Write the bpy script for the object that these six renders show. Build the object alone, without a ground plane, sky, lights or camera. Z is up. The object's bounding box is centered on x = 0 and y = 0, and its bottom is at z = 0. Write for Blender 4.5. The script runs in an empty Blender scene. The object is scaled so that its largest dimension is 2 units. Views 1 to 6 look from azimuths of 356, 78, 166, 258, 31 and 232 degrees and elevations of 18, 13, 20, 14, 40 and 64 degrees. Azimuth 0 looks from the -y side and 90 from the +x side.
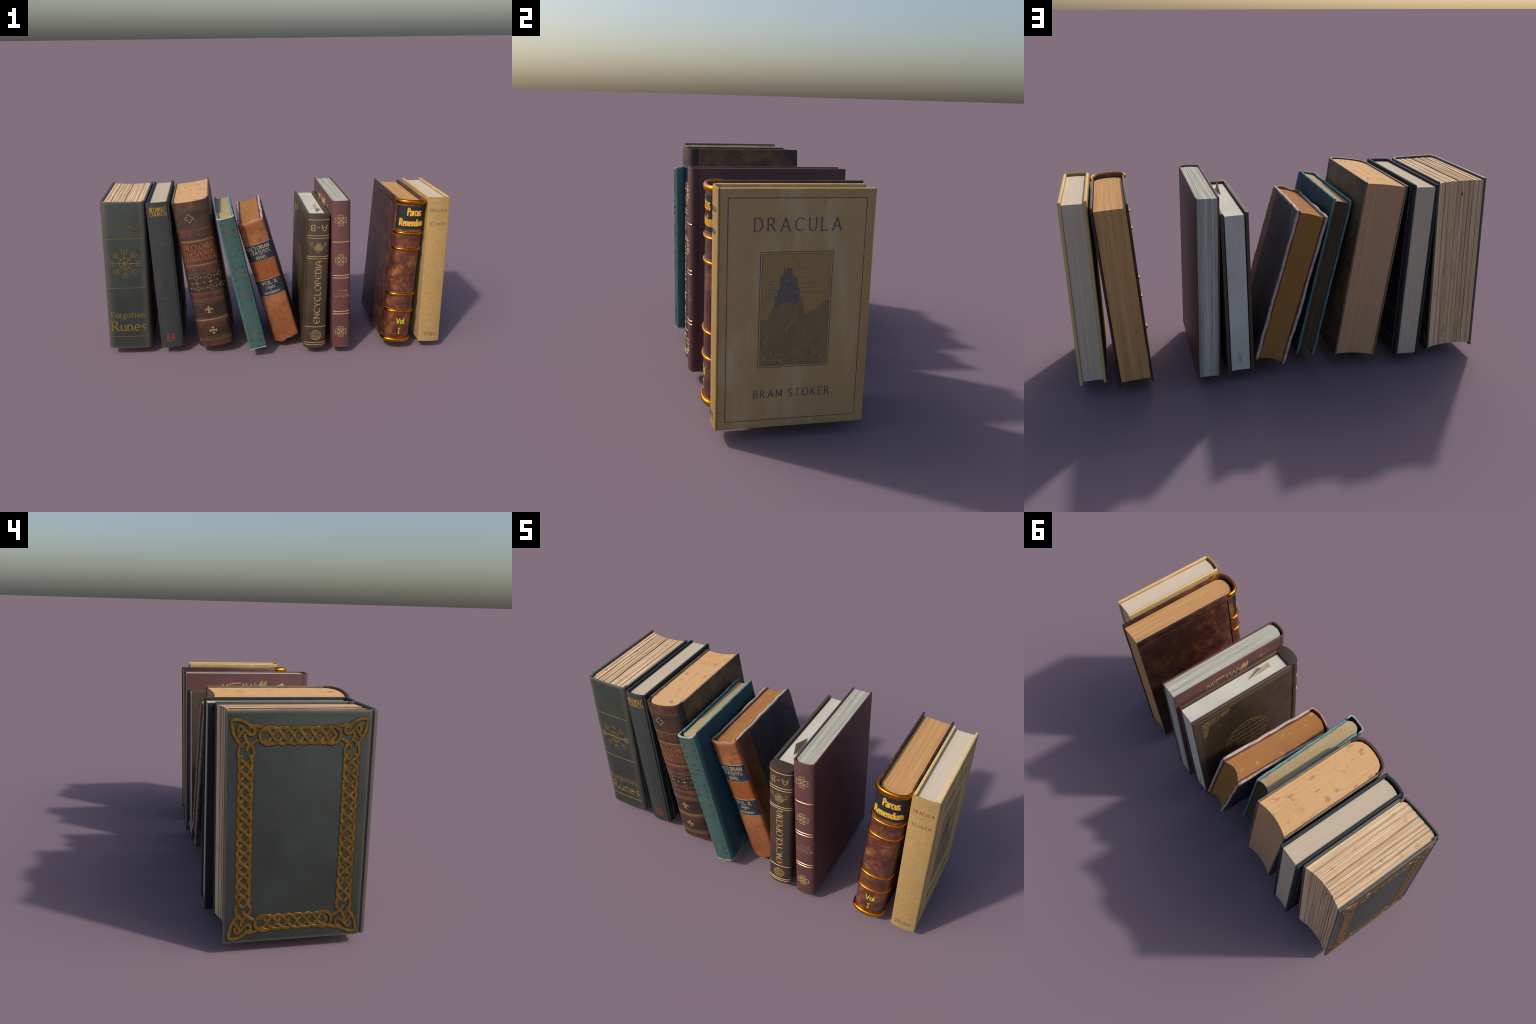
# A leaning row of nine old hardback books, built part by part.
import bpy, bmesh, math, random
import numpy as np
from mathutils import Vector, Quaternion, noise

pi = math.pi
COL = bpy.context.scene.collection

# ------------------------------------------------------------------ materials
def lin(r, g, b):
    f = lambda c: (c / 255 / 12.92) if c / 255 <= .04045 else ((c / 255 + .055) / 1.055) ** 2.4
    return (f(r), f(g), f(b), 1.0)


class Mat:
    """Small node-graph builder; coordinates are the book's own metres."""
    def __init__(s, name):
        s.m = bpy.data.materials.new(name)
        s.m.use_nodes = True
        s.t = s.m.node_tree
        s.t.nodes.clear()
        s.out = s.t.nodes.new("ShaderNodeOutputMaterial")
        s.b = s.t.nodes.new("ShaderNodeBsdfPrincipled")
        s.t.links.new(s.b.outputs[0], s.out.inputs[0])
        s.co = s.t.nodes.new("ShaderNodeTexCoord").outputs["Object"]

    def link(s, a, b):
        if hasattr(a, "is_output"):
            s.t.links.new(a, b)
        else:
            b.default_value = a

    def vec(s, scale=(1, 1, 1), loc=(0, 0, 0), rot=(0, 0, 0)):
        n = s.t.nodes.new("ShaderNodeMapping")
        n.inputs["Scale"].default_value = scale
        n.inputs["Location"].default_value = loc
        n.inputs["Rotation"].default_value = rot
        s.t.links.new(s.co, n.inputs["Vector"])
        return n.outputs[0]

    def noise(s, scale, detail=4, rough=.55, st=(1, 1, 1), loc=(0, 0, 0), dist=0, rot=(0, 0, 0)):
        n = s.t.nodes.new("ShaderNodeTexNoise")
        n.inputs["Scale"].default_value = scale
        n.inputs["Detail"].default_value = detail
        n.inputs["Roughness"].default_value = rough
        n.inputs["Distortion"].default_value = dist
        s.t.links.new(s.vec(st, loc, rot), n.inputs["Vector"])
        return n.outputs["Fac"]

    def voro(s, scale, feature="F1", st=(1, 1, 1), loc=(0, 0, 0), warp=0):
        n = s.t.nodes.new("ShaderNodeTexVoronoi")
        n.feature = feature
        n.inputs["Scale"].default_value = scale
        v = s.vec(st, loc)
        if warp:
            nn = s.t.nodes.new("ShaderNodeTexNoise")
            nn.inputs["Scale"].default_value = scale * 1.2
            s.t.links.new(v, nn.inputs["Vector"])
            ma = s.t.nodes.new("ShaderNodeVectorMath")
            ma.operation = "MULTIPLY_ADD"
            s.t.links.new(nn.outputs["Color"], ma.inputs[0])
            ma.inputs[1].default_value = (warp,) * 3
            s.t.links.new(v, ma.inputs[2])
            v = ma.outputs[0]
        s.t.links.new(v, n.inputs["Vector"])
        return n.outputs["Distance"]

    def ramp(s, fac, *stops, interp="LINEAR"):
        n = s.t.nodes.new("ShaderNodeValToRGB")
        n.color_ramp.interpolation = interp
        e = n.color_ramp.elements
        while len(e) < len(stops):
            e.new(.5)
        for k, (p, c) in enumerate(stops):
            e[k].position = p
            e[k].color = c if not isinstance(c, (int, float)) else (c, c, c, 1)
        s.link(fac, n.inputs[0])
        return n.outputs[0]

    def mix(s, fac, a, b, mode="MIX"):
        n = s.t.nodes.new("ShaderNodeMix")
        n.data_type = "RGBA"
        n.blend_type = mode
        s.link(fac, n.inputs[0])
        s.link(a, n.inputs[6])
        s.link(b, n.inputs[7])
        return n.outputs[2]

    def math(s, op, a, b=0., c=0.):
        n = s.t.nodes.new("ShaderNodeMath")
        n.operation = op
        s.link(a, n.inputs[0])
        s.link(b, n.inputs[1])
        s.link(c, n.inputs[2])
        return n.outputs[0]

    def xyz(s):
        n = s.t.nodes.new("ShaderNodeSeparateXYZ")
        s.t.links.new(s.co, n.inputs[0])
        return n.outputs

    def normal_object(s):
        n = s.t.nodes.new("ShaderNodeTexCoord")
        q = s.t.nodes.new("ShaderNodeSeparateXYZ")
        s.t.links.new(n.outputs["Normal"], q.inputs[0])
        return q.outputs

    def edge(s, y0, y1, z0, z1, width, jitter=0., jscale=30):
        """1 at the rim of the y-z rectangle, 0 inside it."""
        x, y, z = s.xyz()
        d = s.math("MINIMUM", s.math("MINIMUM", s.math("SUBTRACT", y, y0), s.math("SUBTRACT", y1, y)),
                   s.math("MINIMUM", s.math("SUBTRACT", z, z0), s.math("SUBTRACT", z1, z)))
        if jitter:
            d = s.math("ADD", d, s.math("MULTIPLY", s.math("SUBTRACT", s.noise(jscale, 5), .5), jitter))
        return s.ramp(s.math("DIVIDE", d, width), (0., 1.), (1., 0.))

    def bump(s, height, strength=.3, dist=.002, prev=None):
        n = s.t.nodes.new("ShaderNodeBump")
        n.inputs["Strength"].default_value = strength
        n.inputs["Distance"].default_value = dist
        s.link(height, n.inputs["Height"])
        if prev is not None:
            s.t.links.new(prev, n.inputs["Normal"])
        return n.outputs[0]

    def done(s, color, rough=.6, metal=0., nrm=None, spec=.4, coat=0., sheen=0.):
        i = s.b.inputs
        s.link(color, i["Base Color"])
        s.link(rough, i["Roughness"])
        i["Metallic"].default_value = metal
        i["Specular IOR Level"].default_value = spec
        i["Coat Weight"].default_value = coat
        i["Coat Roughness"].default_value = .25
        i["Sheen Weight"].default_value = sheen
        if nrm is not None:
            s.t.links.new(nrm, i["Normal"])
        return s.m


def plain(name, c, rough=.6, metal=0., var=.25, scale=60, spec=.35):
    m = Mat(name)
    k = m.noise(scale, 4)
    dark = tuple(v * (1 - var) for v in c[:3]) + (1,)
    lite = tuple(min(1, v * (1 + var)) for v in c[:3]) + (1,)
    return m.done(m.ramp(k, (.3, dark), (.7, lite)), rough, metal, m.bump(m.noise(400, 2), .1, .001), spec)


def pages_mat(name, light, dark, lines=260, contrast=(.3, .7), stain=None, stain_at=(.62, .72), grime=None, grain=None, bumpk=.25, fore=None):
    m = Mat(name)
    f = m.noise(1, 3, .7, st=(lines, 2.0, 2.0))
    f2 = m.noise(1, 2, .5, st=(lines * .28, 1.0, 1.0), loc=(3, 1, 2))
    mixf = m.math("ADD", m.math("MULTIPLY", f, .55), m.math("MULTIPLY", f2, .45))
    c = m.ramp(mixf, (contrast[0], dark), (contrast[1], light))
    if grime:
        c = m.mix(m.ramp(m.noise(7, 5, .6), (.45, 0.), (.75, .6)), c, grime)
    if stain:
        c = m.mix(m.ramp(m.noise(28, 5, .6, st=(1, .6, .6)), (stain_at[0], 0.), (stain_at[1], .7)), c, stain)
    if fore:
        c = m.mix(m.ramp(m.normal_object()[1], (.4, 0.), (.7, .8)), c, m.ramp(mixf, (contrast[0], tuple(v * .8 for v in fore[:3]) + (1,)), (contrast[1], fore)))
    if grain:
        c = m.mix(m.ramp(m.noise(260, 3, .7, st=(1, .45, .45)), (.45, 0.), (.7, .55)), c, grain)
    return m.done(c, .85, nrm=m.bump(mixf, bumpk, .002), spec=.15)


def leather_mat(name, base, dark, lite=None, big=9, rough=.55, bumps=.35, fleck=None, fine=260, st=(1, 1, 1), coat=0., spec=.35, lite_at=(.58, .72), wear=None):
    m = Mat(name)
    c = m.ramp(m.noise(big, 6, .62, st=st), (.32, dark), (.66, base))
    if lite:
        c = m.mix(m.ramp(m.noise(big * 2.1, 6, .68, st=st, loc=(5, 2, 7)), (lite_at[0], 0.), (lite_at[1], .85)), c, lite)
    if fleck:
        c = m.mix(m.ramp(m.noise(120, 3, .6, st=st), (.66, 0.), (.76, .7)), c, fleck)
    if wear:
        col, rect, wid, jit = wear
        c = m.mix(m.edge(*rect, wid, jit), c, col)
    grain = m.voro(fine, "F1")
    n = m.bump(grain, bumps, .0012)
    n = m.bump(m.noise(big * 3, 5), bumps * .6, .004, n)
    r = m.ramp(m.noise(big * 2, 4), (.3, max(0., rough - .1)), (.7, min(1., rough + .12)))
    return m.done(c, r, nrm=n, coat=coat, spec=spec)


def cloth_mat(name, base, dark, lite=None, weave=900, rough=.85, wear=None, wearing=None, streak=.5, big=10):
    m = Mat(name)
    w1 = m.noise(1, 2, .6, st=(weave * .9, weave * .06, weave * .9))
    w2 = m.noise(1, 2, .6, st=(weave * .06, weave * .06, weave * .5), loc=(2, 5, 1))
    w3 = m.noise(1, 2, .6, st=(weave * .5, weave * .5, weave * .05), loc=(7, 5, 1))
    wv = m.math("ADD", m.math("MULTIPLY", w2, .5), m.math("MULTIPLY", w3, .5))
    c = m.ramp(wv, (.32, dark), (.66, base))
    c = m.mix(m.ramp(m.noise(big, 5, .6), (.35, 0.), (.7, streak)), c, dark)
    if lite:
        c = m.mix(m.ramp(m.noise(big * .6, 4, .5, loc=(4, 4, 4)), (.5, 0.), (.75, .6)), c, lite)
    if wear:
        col, rect, wid, jit = wear
        c = m.mix(m.edge(*rect, wid, jit), c, col)
    if wearing:
        c = m.mix(m.ramp(m.noise(45, 5, .65), (.66, 0.), (.74, .8)), c, wearing)
    return m.done(c, rough, nrm=m.bump(wv, .35, .0012), spec=.2, sheen=.0)


def foil_mat(name, c, metal=.55, rough=.42, rub=None, rub_at=(.55, .68), scale=60):
    m = Mat(name)
    col = m.ramp(m.noise(90, 3), (.3, tuple(v * .72 for v in c[:3]) + (1,)), (.7, c))
    if rub:
        col = m.mix(m.ramp(m.noise(scale, 5, .65), (rub_at[0], 0.), (rub_at[1], .85)), col, rub)
    return m.done(col, rough, metal, spec=.5)


# ------------------------------------------------------------------ geometry
class MB:
    def __init__(s):
        s.v, s.f, s.lift = [], [], 0.

    def bump_lift(s):
        s.lift = (s.lift + .00004) % .0006
        return s.lift


def make(name, mb, mat, parent, smooth=None, stuff=False):
    v, f = (mb.v, mb.f) if isinstance(mb, MB) else mb
    me = bpy.data.meshes.new(name)
    me.from_pydata([tuple(p) for p in v], [], f)
    bm = bmesh.new()
    bm.from_mesh(me)
    bmesh.ops.recalc_face_normals(bm, faces=bm.faces)
    bm.to_mesh(me)
    bm.free()
    return put(name, me, mat, parent, smooth, stuff)


def put(name, me, mat, parent, smooth=None, stuff=False):
    if smooth is not None:
        me.shade_smooth()
        me.set_sharp_from_angle(angle=math.radians(smooth))
    if mat:
        me.materials.append(mat)
    o = bpy.data.objects.new(name, me)
    COL.objects.link(o)
    o.parent = parent
    if stuff:
        o["kind"] = "stuff"
    return o


def catmull(pts, n=10, closed=False):
    p = [np.array(q, float) for q in pts]
    out = []
    m = len(p)
    for i in range(m if closed else m - 1):
        a = p[(i - 1) % m] if closed or i > 0 else 2 * p[0] - p[1]
        b, c = p[i], p[(i + 1) % m]
        d = p[(i + 2) % m] if closed or i + 2 < m else 2 * p[-1] - p[-2]
        for k in range(n):
            t = k / n
            out.append(.5 * ((2 * b) + (c - a) * t + (2 * a - 5 * b + 4 * c - d) * t * t + (3 * b - a - 3 * c + d) * t ** 3))
    if not closed:
        out.append(p[-1])
    return out


def box_mesh(x0, x1, y0, y1, z0, z1, r=.003, seg=3, cuts=0, warp=None):
    bm = bmesh.new()
    bmesh.ops.create_cube(bm, size=1)
    for v in bm.verts:
        v.co = Vector((x0 + (v.co.x + .5) * (x1 - x0), y0 + (v.co.y + .5) * (y1 - y0), z0 + (v.co.z + .5) * (z1 - z0)))
    if cuts:
        for ax, ln in ((1, y1 - y0), (2, z1 - z0)):
            es = [e for e in bm.edges if abs((e.verts[0].co - e.verts[1].co)[ax]) > ln * .9]
            bmesh.ops.subdivide_edges(bm, edges=es, cuts=cuts, use_grid_fill=True)
    if r:
        es = [e for e in bm.edges if len(e.link_faces) == 2 and e.calc_face_angle(0) > 1.]
        bmesh.ops.bevel(bm, geom=es, offset=r, offset_type="OFFSET", segments=seg, profile=.5, affect="EDGES", clamp_overlap=True)
    if warp:
        for v in bm.verts:
            v.co = warp(v.co)
    me = bpy.data.meshes.new("board")
    bm.to_mesh(me)
    bm.free()
    return me


def normals2(p):
    p = np.array(p)
    t = np.gradient(p, axis=0)
    t /= np.linalg.norm(t, axis=1)[:, None] + 1e-12
    return np.stack([t[:, 1], -t[:, 0]], 1)      # for left-to-right profiles: towards -y (outside)


def shell_mesh(outer, inner, z0, z1, r=.002, nz=1, warp=None):
    """Extrude the strip between two matching profiles along z; round its rims by insetting both skins."""
    outer, inner = np.array(outer), np.array(inner)
    mid = (outer + inner) / 2
    d = inner - outer
    th = np.linalg.norm(d, axis=1)[:, None]
    u = d / (th + 1e-9)
    lo = [(z0 + r * a, r * b) for a, b in ((0, .9), (.12, .5), (.4, .16), (1, 0))] if r else [(z0, 0.)]
    hi = [(z0 + z1 - z, q) for z, q in lo[::-1]]
    rows = lo + [(lo[-1][0] + (hi[0][0] - lo[-1][0]) * k / nz, 0.) for k in range(1, nz)] + hi
    n = len(outer)
    v, f = [], []
    for z, q in rows:
        k = np.minimum(q, th * .45)
        v += [(p[0], p[1], z) for p in outer + u * k] + [(p[0], p[1], z) for p in inner - u * k]
    for a in range(len(rows) - 1):
        A, B = a * 2 * n, (a + 1) * 2 * n
        for i in range(n - 1):
            f.append((A + i, A + i + 1, B + i + 1, B + i))
            f.append((A + n + i + 1, A + n + i, B + n + i, B + n + i + 1))
        f.append((A + n, A, B, B + n))
        f.append((A + n - 1, A + 2 * n - 1, B + 2 * n - 1, B + n - 1))
    L = (len(rows) - 1) * 2 * n
    for i in range(n - 1):
        f.append((i + 1, i, n + i, n + i + 1))
        f.append((L + i, L + i + 1, L + n + i + 1, L + n + i))
    if warp:
        v = [tuple(warp(Vector(p))) for p in v]
    me = bpy.data.meshes.new("spine")
    me.from_pydata(v, [], f)
    bm = bmesh.new()
    bm.from_mesh(me)
    bmesh.ops.recalc_face_normals(bm, faces=bm.faces)
    bm.to_mesh(me)
    bm.free()
    return me


class Book:
    def __init__(s, label, rv, loc, T, D, H, bt):
        s.T, s.D, s.H, s.bt = T, D, H, bt
        s.e = bpy.data.objects.new("book", None)
        s.e.empty_display_size = .1
        COL.objects.link(s.e)
        s.e["label"], s.e["category"] = label, "book"
        v = Vector(rv)
        s.e.rotation_mode = "QUATERNION"
        s.e.rotation_quaternion = Quaternion(v.normalized(), v.length) if v.length > 1e-6 else Quaternion()
        s.e.location = loc

    # ---- parts
    def cover(s, name, side, mat, y0, r=.003, y1=None, z0=0., z1=None, bt=None, x_out=None, cuts=0, warp=None, seg=3):
        bt = bt or s.bt
        xo = s.T / 2 if x_out is None else x_out
        a, b = (xo - bt, xo) if side > 0 else (-xo, -xo + bt)
        me = box_mesh(a, b, y0, y1 or s.D, z0, s.H if z1 is None else z1, r, seg, cuts, warp)
        return put(name, me, mat, s.e, 40)

    def spine(s, ctrl, th, mat, r=.002, per=8, z0=0., z1=None, inner=None, nz=1, warp=None):
        s.prof = np.array(catmull(ctrl, per))
        nn = normals2(s.prof)
        s.pn = nn
        inn = s.prof - nn * th if inner is None else np.array(inner(s.prof))
        me = shell_mesh(s.prof, inn, z0, s.H if z1 is None else z1, r, nz, warp)
        return put("spine", me, mat, s.e, 35)

    def smap(s):
        """(x, z, lift) on the outside of the spine."""
        k0 = int(np.argmin(s.prof[:, 0]))
        k1 = int(np.argmax(s.prof[:, 0]))
        X, Y = s.prof[k0:k1 + 1, 0], s.prof[k0:k1 + 1, 1]
        NX, NY = s.pn[k0:k1 + 1, 0], s.pn[k0:k1 + 1, 1]

        def f(u, v, o):
            y, nx, ny = np.interp(u, X, Y), np.interp(u, X, NX), np.interp(u, X, NY)
            return (u + nx * o, y + ny * o, v)
        return f

    def cmap(s, side, x=None):
        xo = s.T / 2 if x is None else x
        return lambda u, v, o: (side * (xo + o), u, v)

    def pages(s, mat, xi, front, D, z0, z1, sag=0., groups=1, jit=.0003, seed=1, gap=.0002, name="page_block", jf=None, sub=4):
        """Leaves between the boards, in gatherings of slightly different height."""
        rnd = random.Random(seed)
        fx = [p[0] for p in front]
        fy = [p[1] for p in front]
        W = xi
        cuts = sorted([-W, W] + [-W + 2 * W * (i + rnd.uniform(-.3, .3)) / groups for i in range(1, groups)])
        v, f = [], []
        for a, b in zip(cuts[:-1], cuts[1:]):
            if groups > 1:
                b -= gap
            dz0, dz1, dy = rnd.uniform(0, jit), rnd.uniform(-jit, 0), rnd.uniform(-1, 0) * (jf if jf is not None else jit)
            n = max(sub, int(48 * (b - a) / (2 * W)))
            base = len(v)
            for i in range(n + 1):
                x = a + (b - a) * i / n
                ya = float(np.interp(x, fx, fy))
                yb = D + dy - sag * (1 - (x / W) ** 2)
                for z in (z0 + dz0, z1 + dz1):
                    v.append((x, ya, z))
                    v.append((x, yb, z))
            for i in range(n):
                p, q = base + 4 * i, base + 4 * (i + 1)
                f += [(p, q, q + 1, p + 1), (p + 2, p + 3, q + 3, q + 2), (p, p + 2, q + 2, q), (p + 1, q + 1, q + 3, p + 3)]
            p, q = base, base + 4 * n
            f += [(p, p + 1, p + 3, p + 2), (q, q + 2, q + 3, q + 1)]
        return make(name, (v, f), mat, s.e, 30)


# ---- flat ornament laid on a surface: f(u, v, lift) -> xyz
def ribbon(mb, pts, w, f, h=.0008, closed=False, lift=None, chamfer=.25, lifts=None):
    p = [np.array(q[:2], float) for q in pts]
    q = [p[0]]
    keep = [0]
    for i, a in enumerate(p[1:], 1):
        if np.linalg.norm(a - q[-1]) > 1e-6:
            q.append(a)
            keep.append(i)
    p = q
    n = len(p)
    if n < 2:
        return
    W = [w] * n if not hasattr(w, "__len__") else [w[k] for k in keep]
    lf = mb.bump_lift() if lift is None else lift
    base = len(mb.v)
    for i in range(n):
        if closed:
            a, b = p[(i - 1) % n], p[(i + 1) % n]
        else:
            a, b = p[max(0, i - 1)], p[min(n - 1, i + 1)]
        t1, t2 = p[i] - a, b - p[i]
        t1 = t1 / (np.linalg.norm(t1) + 1e-12)
        t2 = t2 / (np.linalg.norm(t2) + 1e-12)
        t = t1 + t2
        L = np.linalg.norm(t)
        t = t / L if L > .3 else t2
        k = 1 / max(.55, min(1, L / 2)) if 0 < i < n - 1 or closed else 1
        nr = np.array([-t[1], t[0]]) * W[i] / 2 * k
        ch = 1 - 2 * min(chamfer, .45)
        e = lf + (lifts[i] if lifts is not None else 0)
        for s_, o in ((1, -.0006), (ch, h + e), (-ch, h + e), (-1, -.0006)):
            mb.v.append(f(p[i][0] + nr[0] * s_, p[i][1] + nr[1] * s_, o))
    m = n if closed else n - 1
    for i in range(m):
        a, b = base + 4 * i, base + 4 * ((i + 1) % n)
        for k in range(3):
            mb.f.append((a + k, a + k + 1, b + k + 1, b + k))
    if not closed:
        a, b = base, base + 4 * (n - 1)
        mb.f += [(a, a + 1, a + 2, a + 3), (b, b + 3, b + 2, b + 1)]


def line(mb, a, b, w, f, h=.0008, n=16, **k):
    ribbon(mb, [(a[0] + (b[0] - a[0]) * i / n, a[1] + (b[1] - a[1]) * i / n) for i in range(n + 1)], w, f, h, **k)


def blob(mb, pts, f, h=.0008, rings=2, c=None):
    p = np.array(pts, float)
    c = p.mean(0) if c is None else np.array(c)
    lf = mb.bump_lift()
    base = len(mb.v)
    n = len(p)
    mb.v.append(f(c[0], c[1], h + lf))
    for k in range(1, rings + 1):
        for q in p:
            u = c + (q - c) * k / rings
            mb.v.append(f(u[0], u[1], h + lf))
    for q in p:
        mb.v.append(f(q[0], q[1], -.0006))
    for i in range(n):
        j = (i + 1) % n
        mb.f.append((base, base + 1 + i, base + 1 + j))
        for k in range(rings):
            a = base + 1 + k * n
            mb.f.append((a + i, a + n + i, a + n + j, a + j))


def disc(mb, u, v, r, f, h=.0008, n=12, ry=None):
    blob(mb, [(u + r * math.cos(2 * pi * i / n), v + (ry or r) * math.sin(2 * pi * i / n)) for i in range(n)], f, h, 1, (u, v))


def ring(mb, u, v, r, w, f, h=.0008, n=28, ry=None, a0=0, a1=360):
    cl = abs(a1 - a0) >= 360
    m = n if cl else n + 1
    ribbon(mb, [(u + r * math.cos(math.radians(a0 + (a1 - a0) * i / n)), v + (ry or r) * math.sin(math.radians(a0 + (a1 - a0) * i / n))) for i in range(m)], w, f, h, closed=cl)


def patch(mb, u0, u1, v0, v1, f, h=.0006, nu=24, nv=2):
    base = len(mb.v)
    us = [u0 + (u1 - u0) * i / nu for i in range(nu + 1)]
    vs = [v0] + [v0 + (v1 - v0) * j / nv for j in range(nv + 1)] + [v1]
    for j, v in enumerate(vs):
        o = -.0008 if j in (0, len(vs) - 1) else h
        for i, u in enumerate(us):
            mb.v.append(f(u, v, o))
    k = nu + 1
    for j in range(len(vs) - 1):
        for i in range(nu):
            a = base + j * k + i
            mb.f.append((a, a + 1, a + k + 1, a + k))


# ---- a broad-pen roman alphabet drawn with strokes ("@" = arc cx cy rx ry a0 a1)
GL = {
    "A": "0 0 .45 1;.45 1 .9 0;.17 .36 .73 .36", "B": "0 0 0 1;0 1 .3 1+@ .3 .76 .27 .24 90 -90+0 .52;.3 .52+@ .3 .26 .33 .26 90 -90+0 0",
    "C": "@ .48 .5 .48 .5 45 315", "D": "0 0 0 1;0 1 .3 1+@ .3 .5 .48 .5 90 -90+0 0", "E": "0 0 0 1;0 1 .58 1 .58 .88;0 .52 .48 .52;0 0 .6 0 .6 .13",
    "F": "0 0 0 1;0 1 .58 1 .58 .88;0 .5 .45 .5", "G": "@ .48 .5 .48 .5 45 350;.93 .42 .65 .42", "H": "0 0 0 1;.72 0 .72 1;0 .52 .72 .52", "I": "0 0 0 1",
    "J": "0 1 0 .1 -.12 -.1", "K": "0 0 0 1;.66 1 0 .42;.2 .58 .72 0", "L": "0 0 0 1;0 0 .56 0 .56 .14", "M": "0 0 .06 1;.06 1 .5 .15;.5 .15 .94 1;.94 1 1 0",
    "N": "0 0 0 1;0 1 .76 0;.76 0 .76 1", "O": "@ .5 .5 .5 .5 90 450", "P": "0 0 0 1;0 1 .3 1+@ .3 .74 .29 .26 90 -90+0 .48",
    "R": "0 0 0 1;0 1 .3 1+@ .3 .75 .28 .25 90 -90+0 .5;.28 .5 .74 0", "S": "@ .3 .75 .27 .25 35 270+@ .3 .25 .29 .25 90 -145", "T": "0 1 .76 1;.38 1 .38 0",
    "U": "0 1 0 .35+@ .35 .35 .35 .35 180 360+.7 1", "V": "0 1 .42 0;.42 0 .84 1", "W": "0 1 .32 0;.32 0 .6 .95;.6 .95 .9 0;.9 0 1.22 1", "Y": "0 1 .4 .48;.8 1 .4 .48;.4 .48 .4 0",
    "0": "@ .34 .5 .34 .5 90 450", "1": ".1 .82 .25 1 .25 0", "8": "@ .3 .76 .24 .24 90 450;@ .3 .27 .3 .27 90 450", "9": "@ .3 .7 .28 .3 90 450;.58 .7 .5 .25 .2 0",
    ".": ".05 0 .05 .1", "-": "0 .42 .5 .42", "&": ".75 .4+@ .36 .25 .36 .25 20 -200+.55 .7+@ .38 .8 .17 .2 -20 200+.8 0",
    "'": "0 1 0 .8", "*": ".1 .45 .1 .56",
    "a": "@ .27 .44 .24 .2 160 0+.51 .1 .6 0;@ .27 .17 .27 .17 60 360", "c": "@ .3 .32 .3 .32 50 320", "d": "@ .3 .31 .3 .31 40 330;.58 1 .58 0",
    "e": ".04 .34 .56 .34+@ .3 .32 .28 .32 5 310", "g": "@ .26 .42 .24 .22 0 360;@ .28 -.1 .28 .17 100 440;.4 .62 .62 .66", "h": "0 0 0 1;@ .27 .36 .27 .28 170 0+.54 0",
    "i": "0 0 0 .64;0 .84 0 .96", "l": "0 0 0 1", "m": "0 0 0 .64;@ .23 .38 .23 .26 170 0+.46 0;@ .69 .38 .23 .26 170 0+.92 0", "n": "0 0 0 .64;@ .26 .36 .26 .28 170 0+.52 0",
    "o": "@ .31 .32 .31 .32 90 450", "r": "0 0 0 .64;@ .2 .4 .2 .24 165 50", "s": "@ .2 .47 .17 .17 30 270+@ .2 .16 .19 .15 90 -150", "t": ".12 .86 .12 .12 .3 0;-.06 .62 .34 .62",
    "u": "0 .64 0 .25+@ .25 .25 .25 .25 180 360+.5 .64;.5 .64 .5 0", "w": "0 .64 .22 0;.22 0 .42 .6;.42 .6 .62 0;.62 0 .84 .64",
}
UNCIAL = dict(GL)
UNCIAL.update({
    "E": "@ .45 .5 .45 .5 50 310;.03 .5 .7 .5", "A": "0 0 .06 .5 .2 .85 .42 1 .64 .85 .78 .5 .84 0;.05 .38 .79 .38", "H": "0 0 0 1;0 .55+@ .34 .3 .34 .3 110 0+.68 -.1",
    "U": "0 1 0 .35+@ .35 .35 .35 .35 180 360+.7 1", "M": "0 0 .05 1;.05 1 .45 .1;.45 .1 .85 1;.85 1 .9 0",
})


def glyph(ch, table):
    out = []
    for st in table[ch].split(";"):
        pts = []
        for seg in st.split("+"):
            q = seg.split()
            if q[0] == "@":
                cx, cy, rx, ry, a0, a1 = map(float, q[1:])
                n = max(6, int(abs(a1 - a0) / 18))
                pts += [(cx + rx * math.cos(math.radians(a0 + (a1 - a0) * i / n)), cy + ry * math.sin(math.radians(a0 + (a1 - a0) * i / n))) for i in range(n + 1)]
            else:
                z = list(map(float, q))
                pts += [(z[i], z[i + 1]) for i in range(0, len(z), 2)]
        out.append(pts)
    return out


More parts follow.
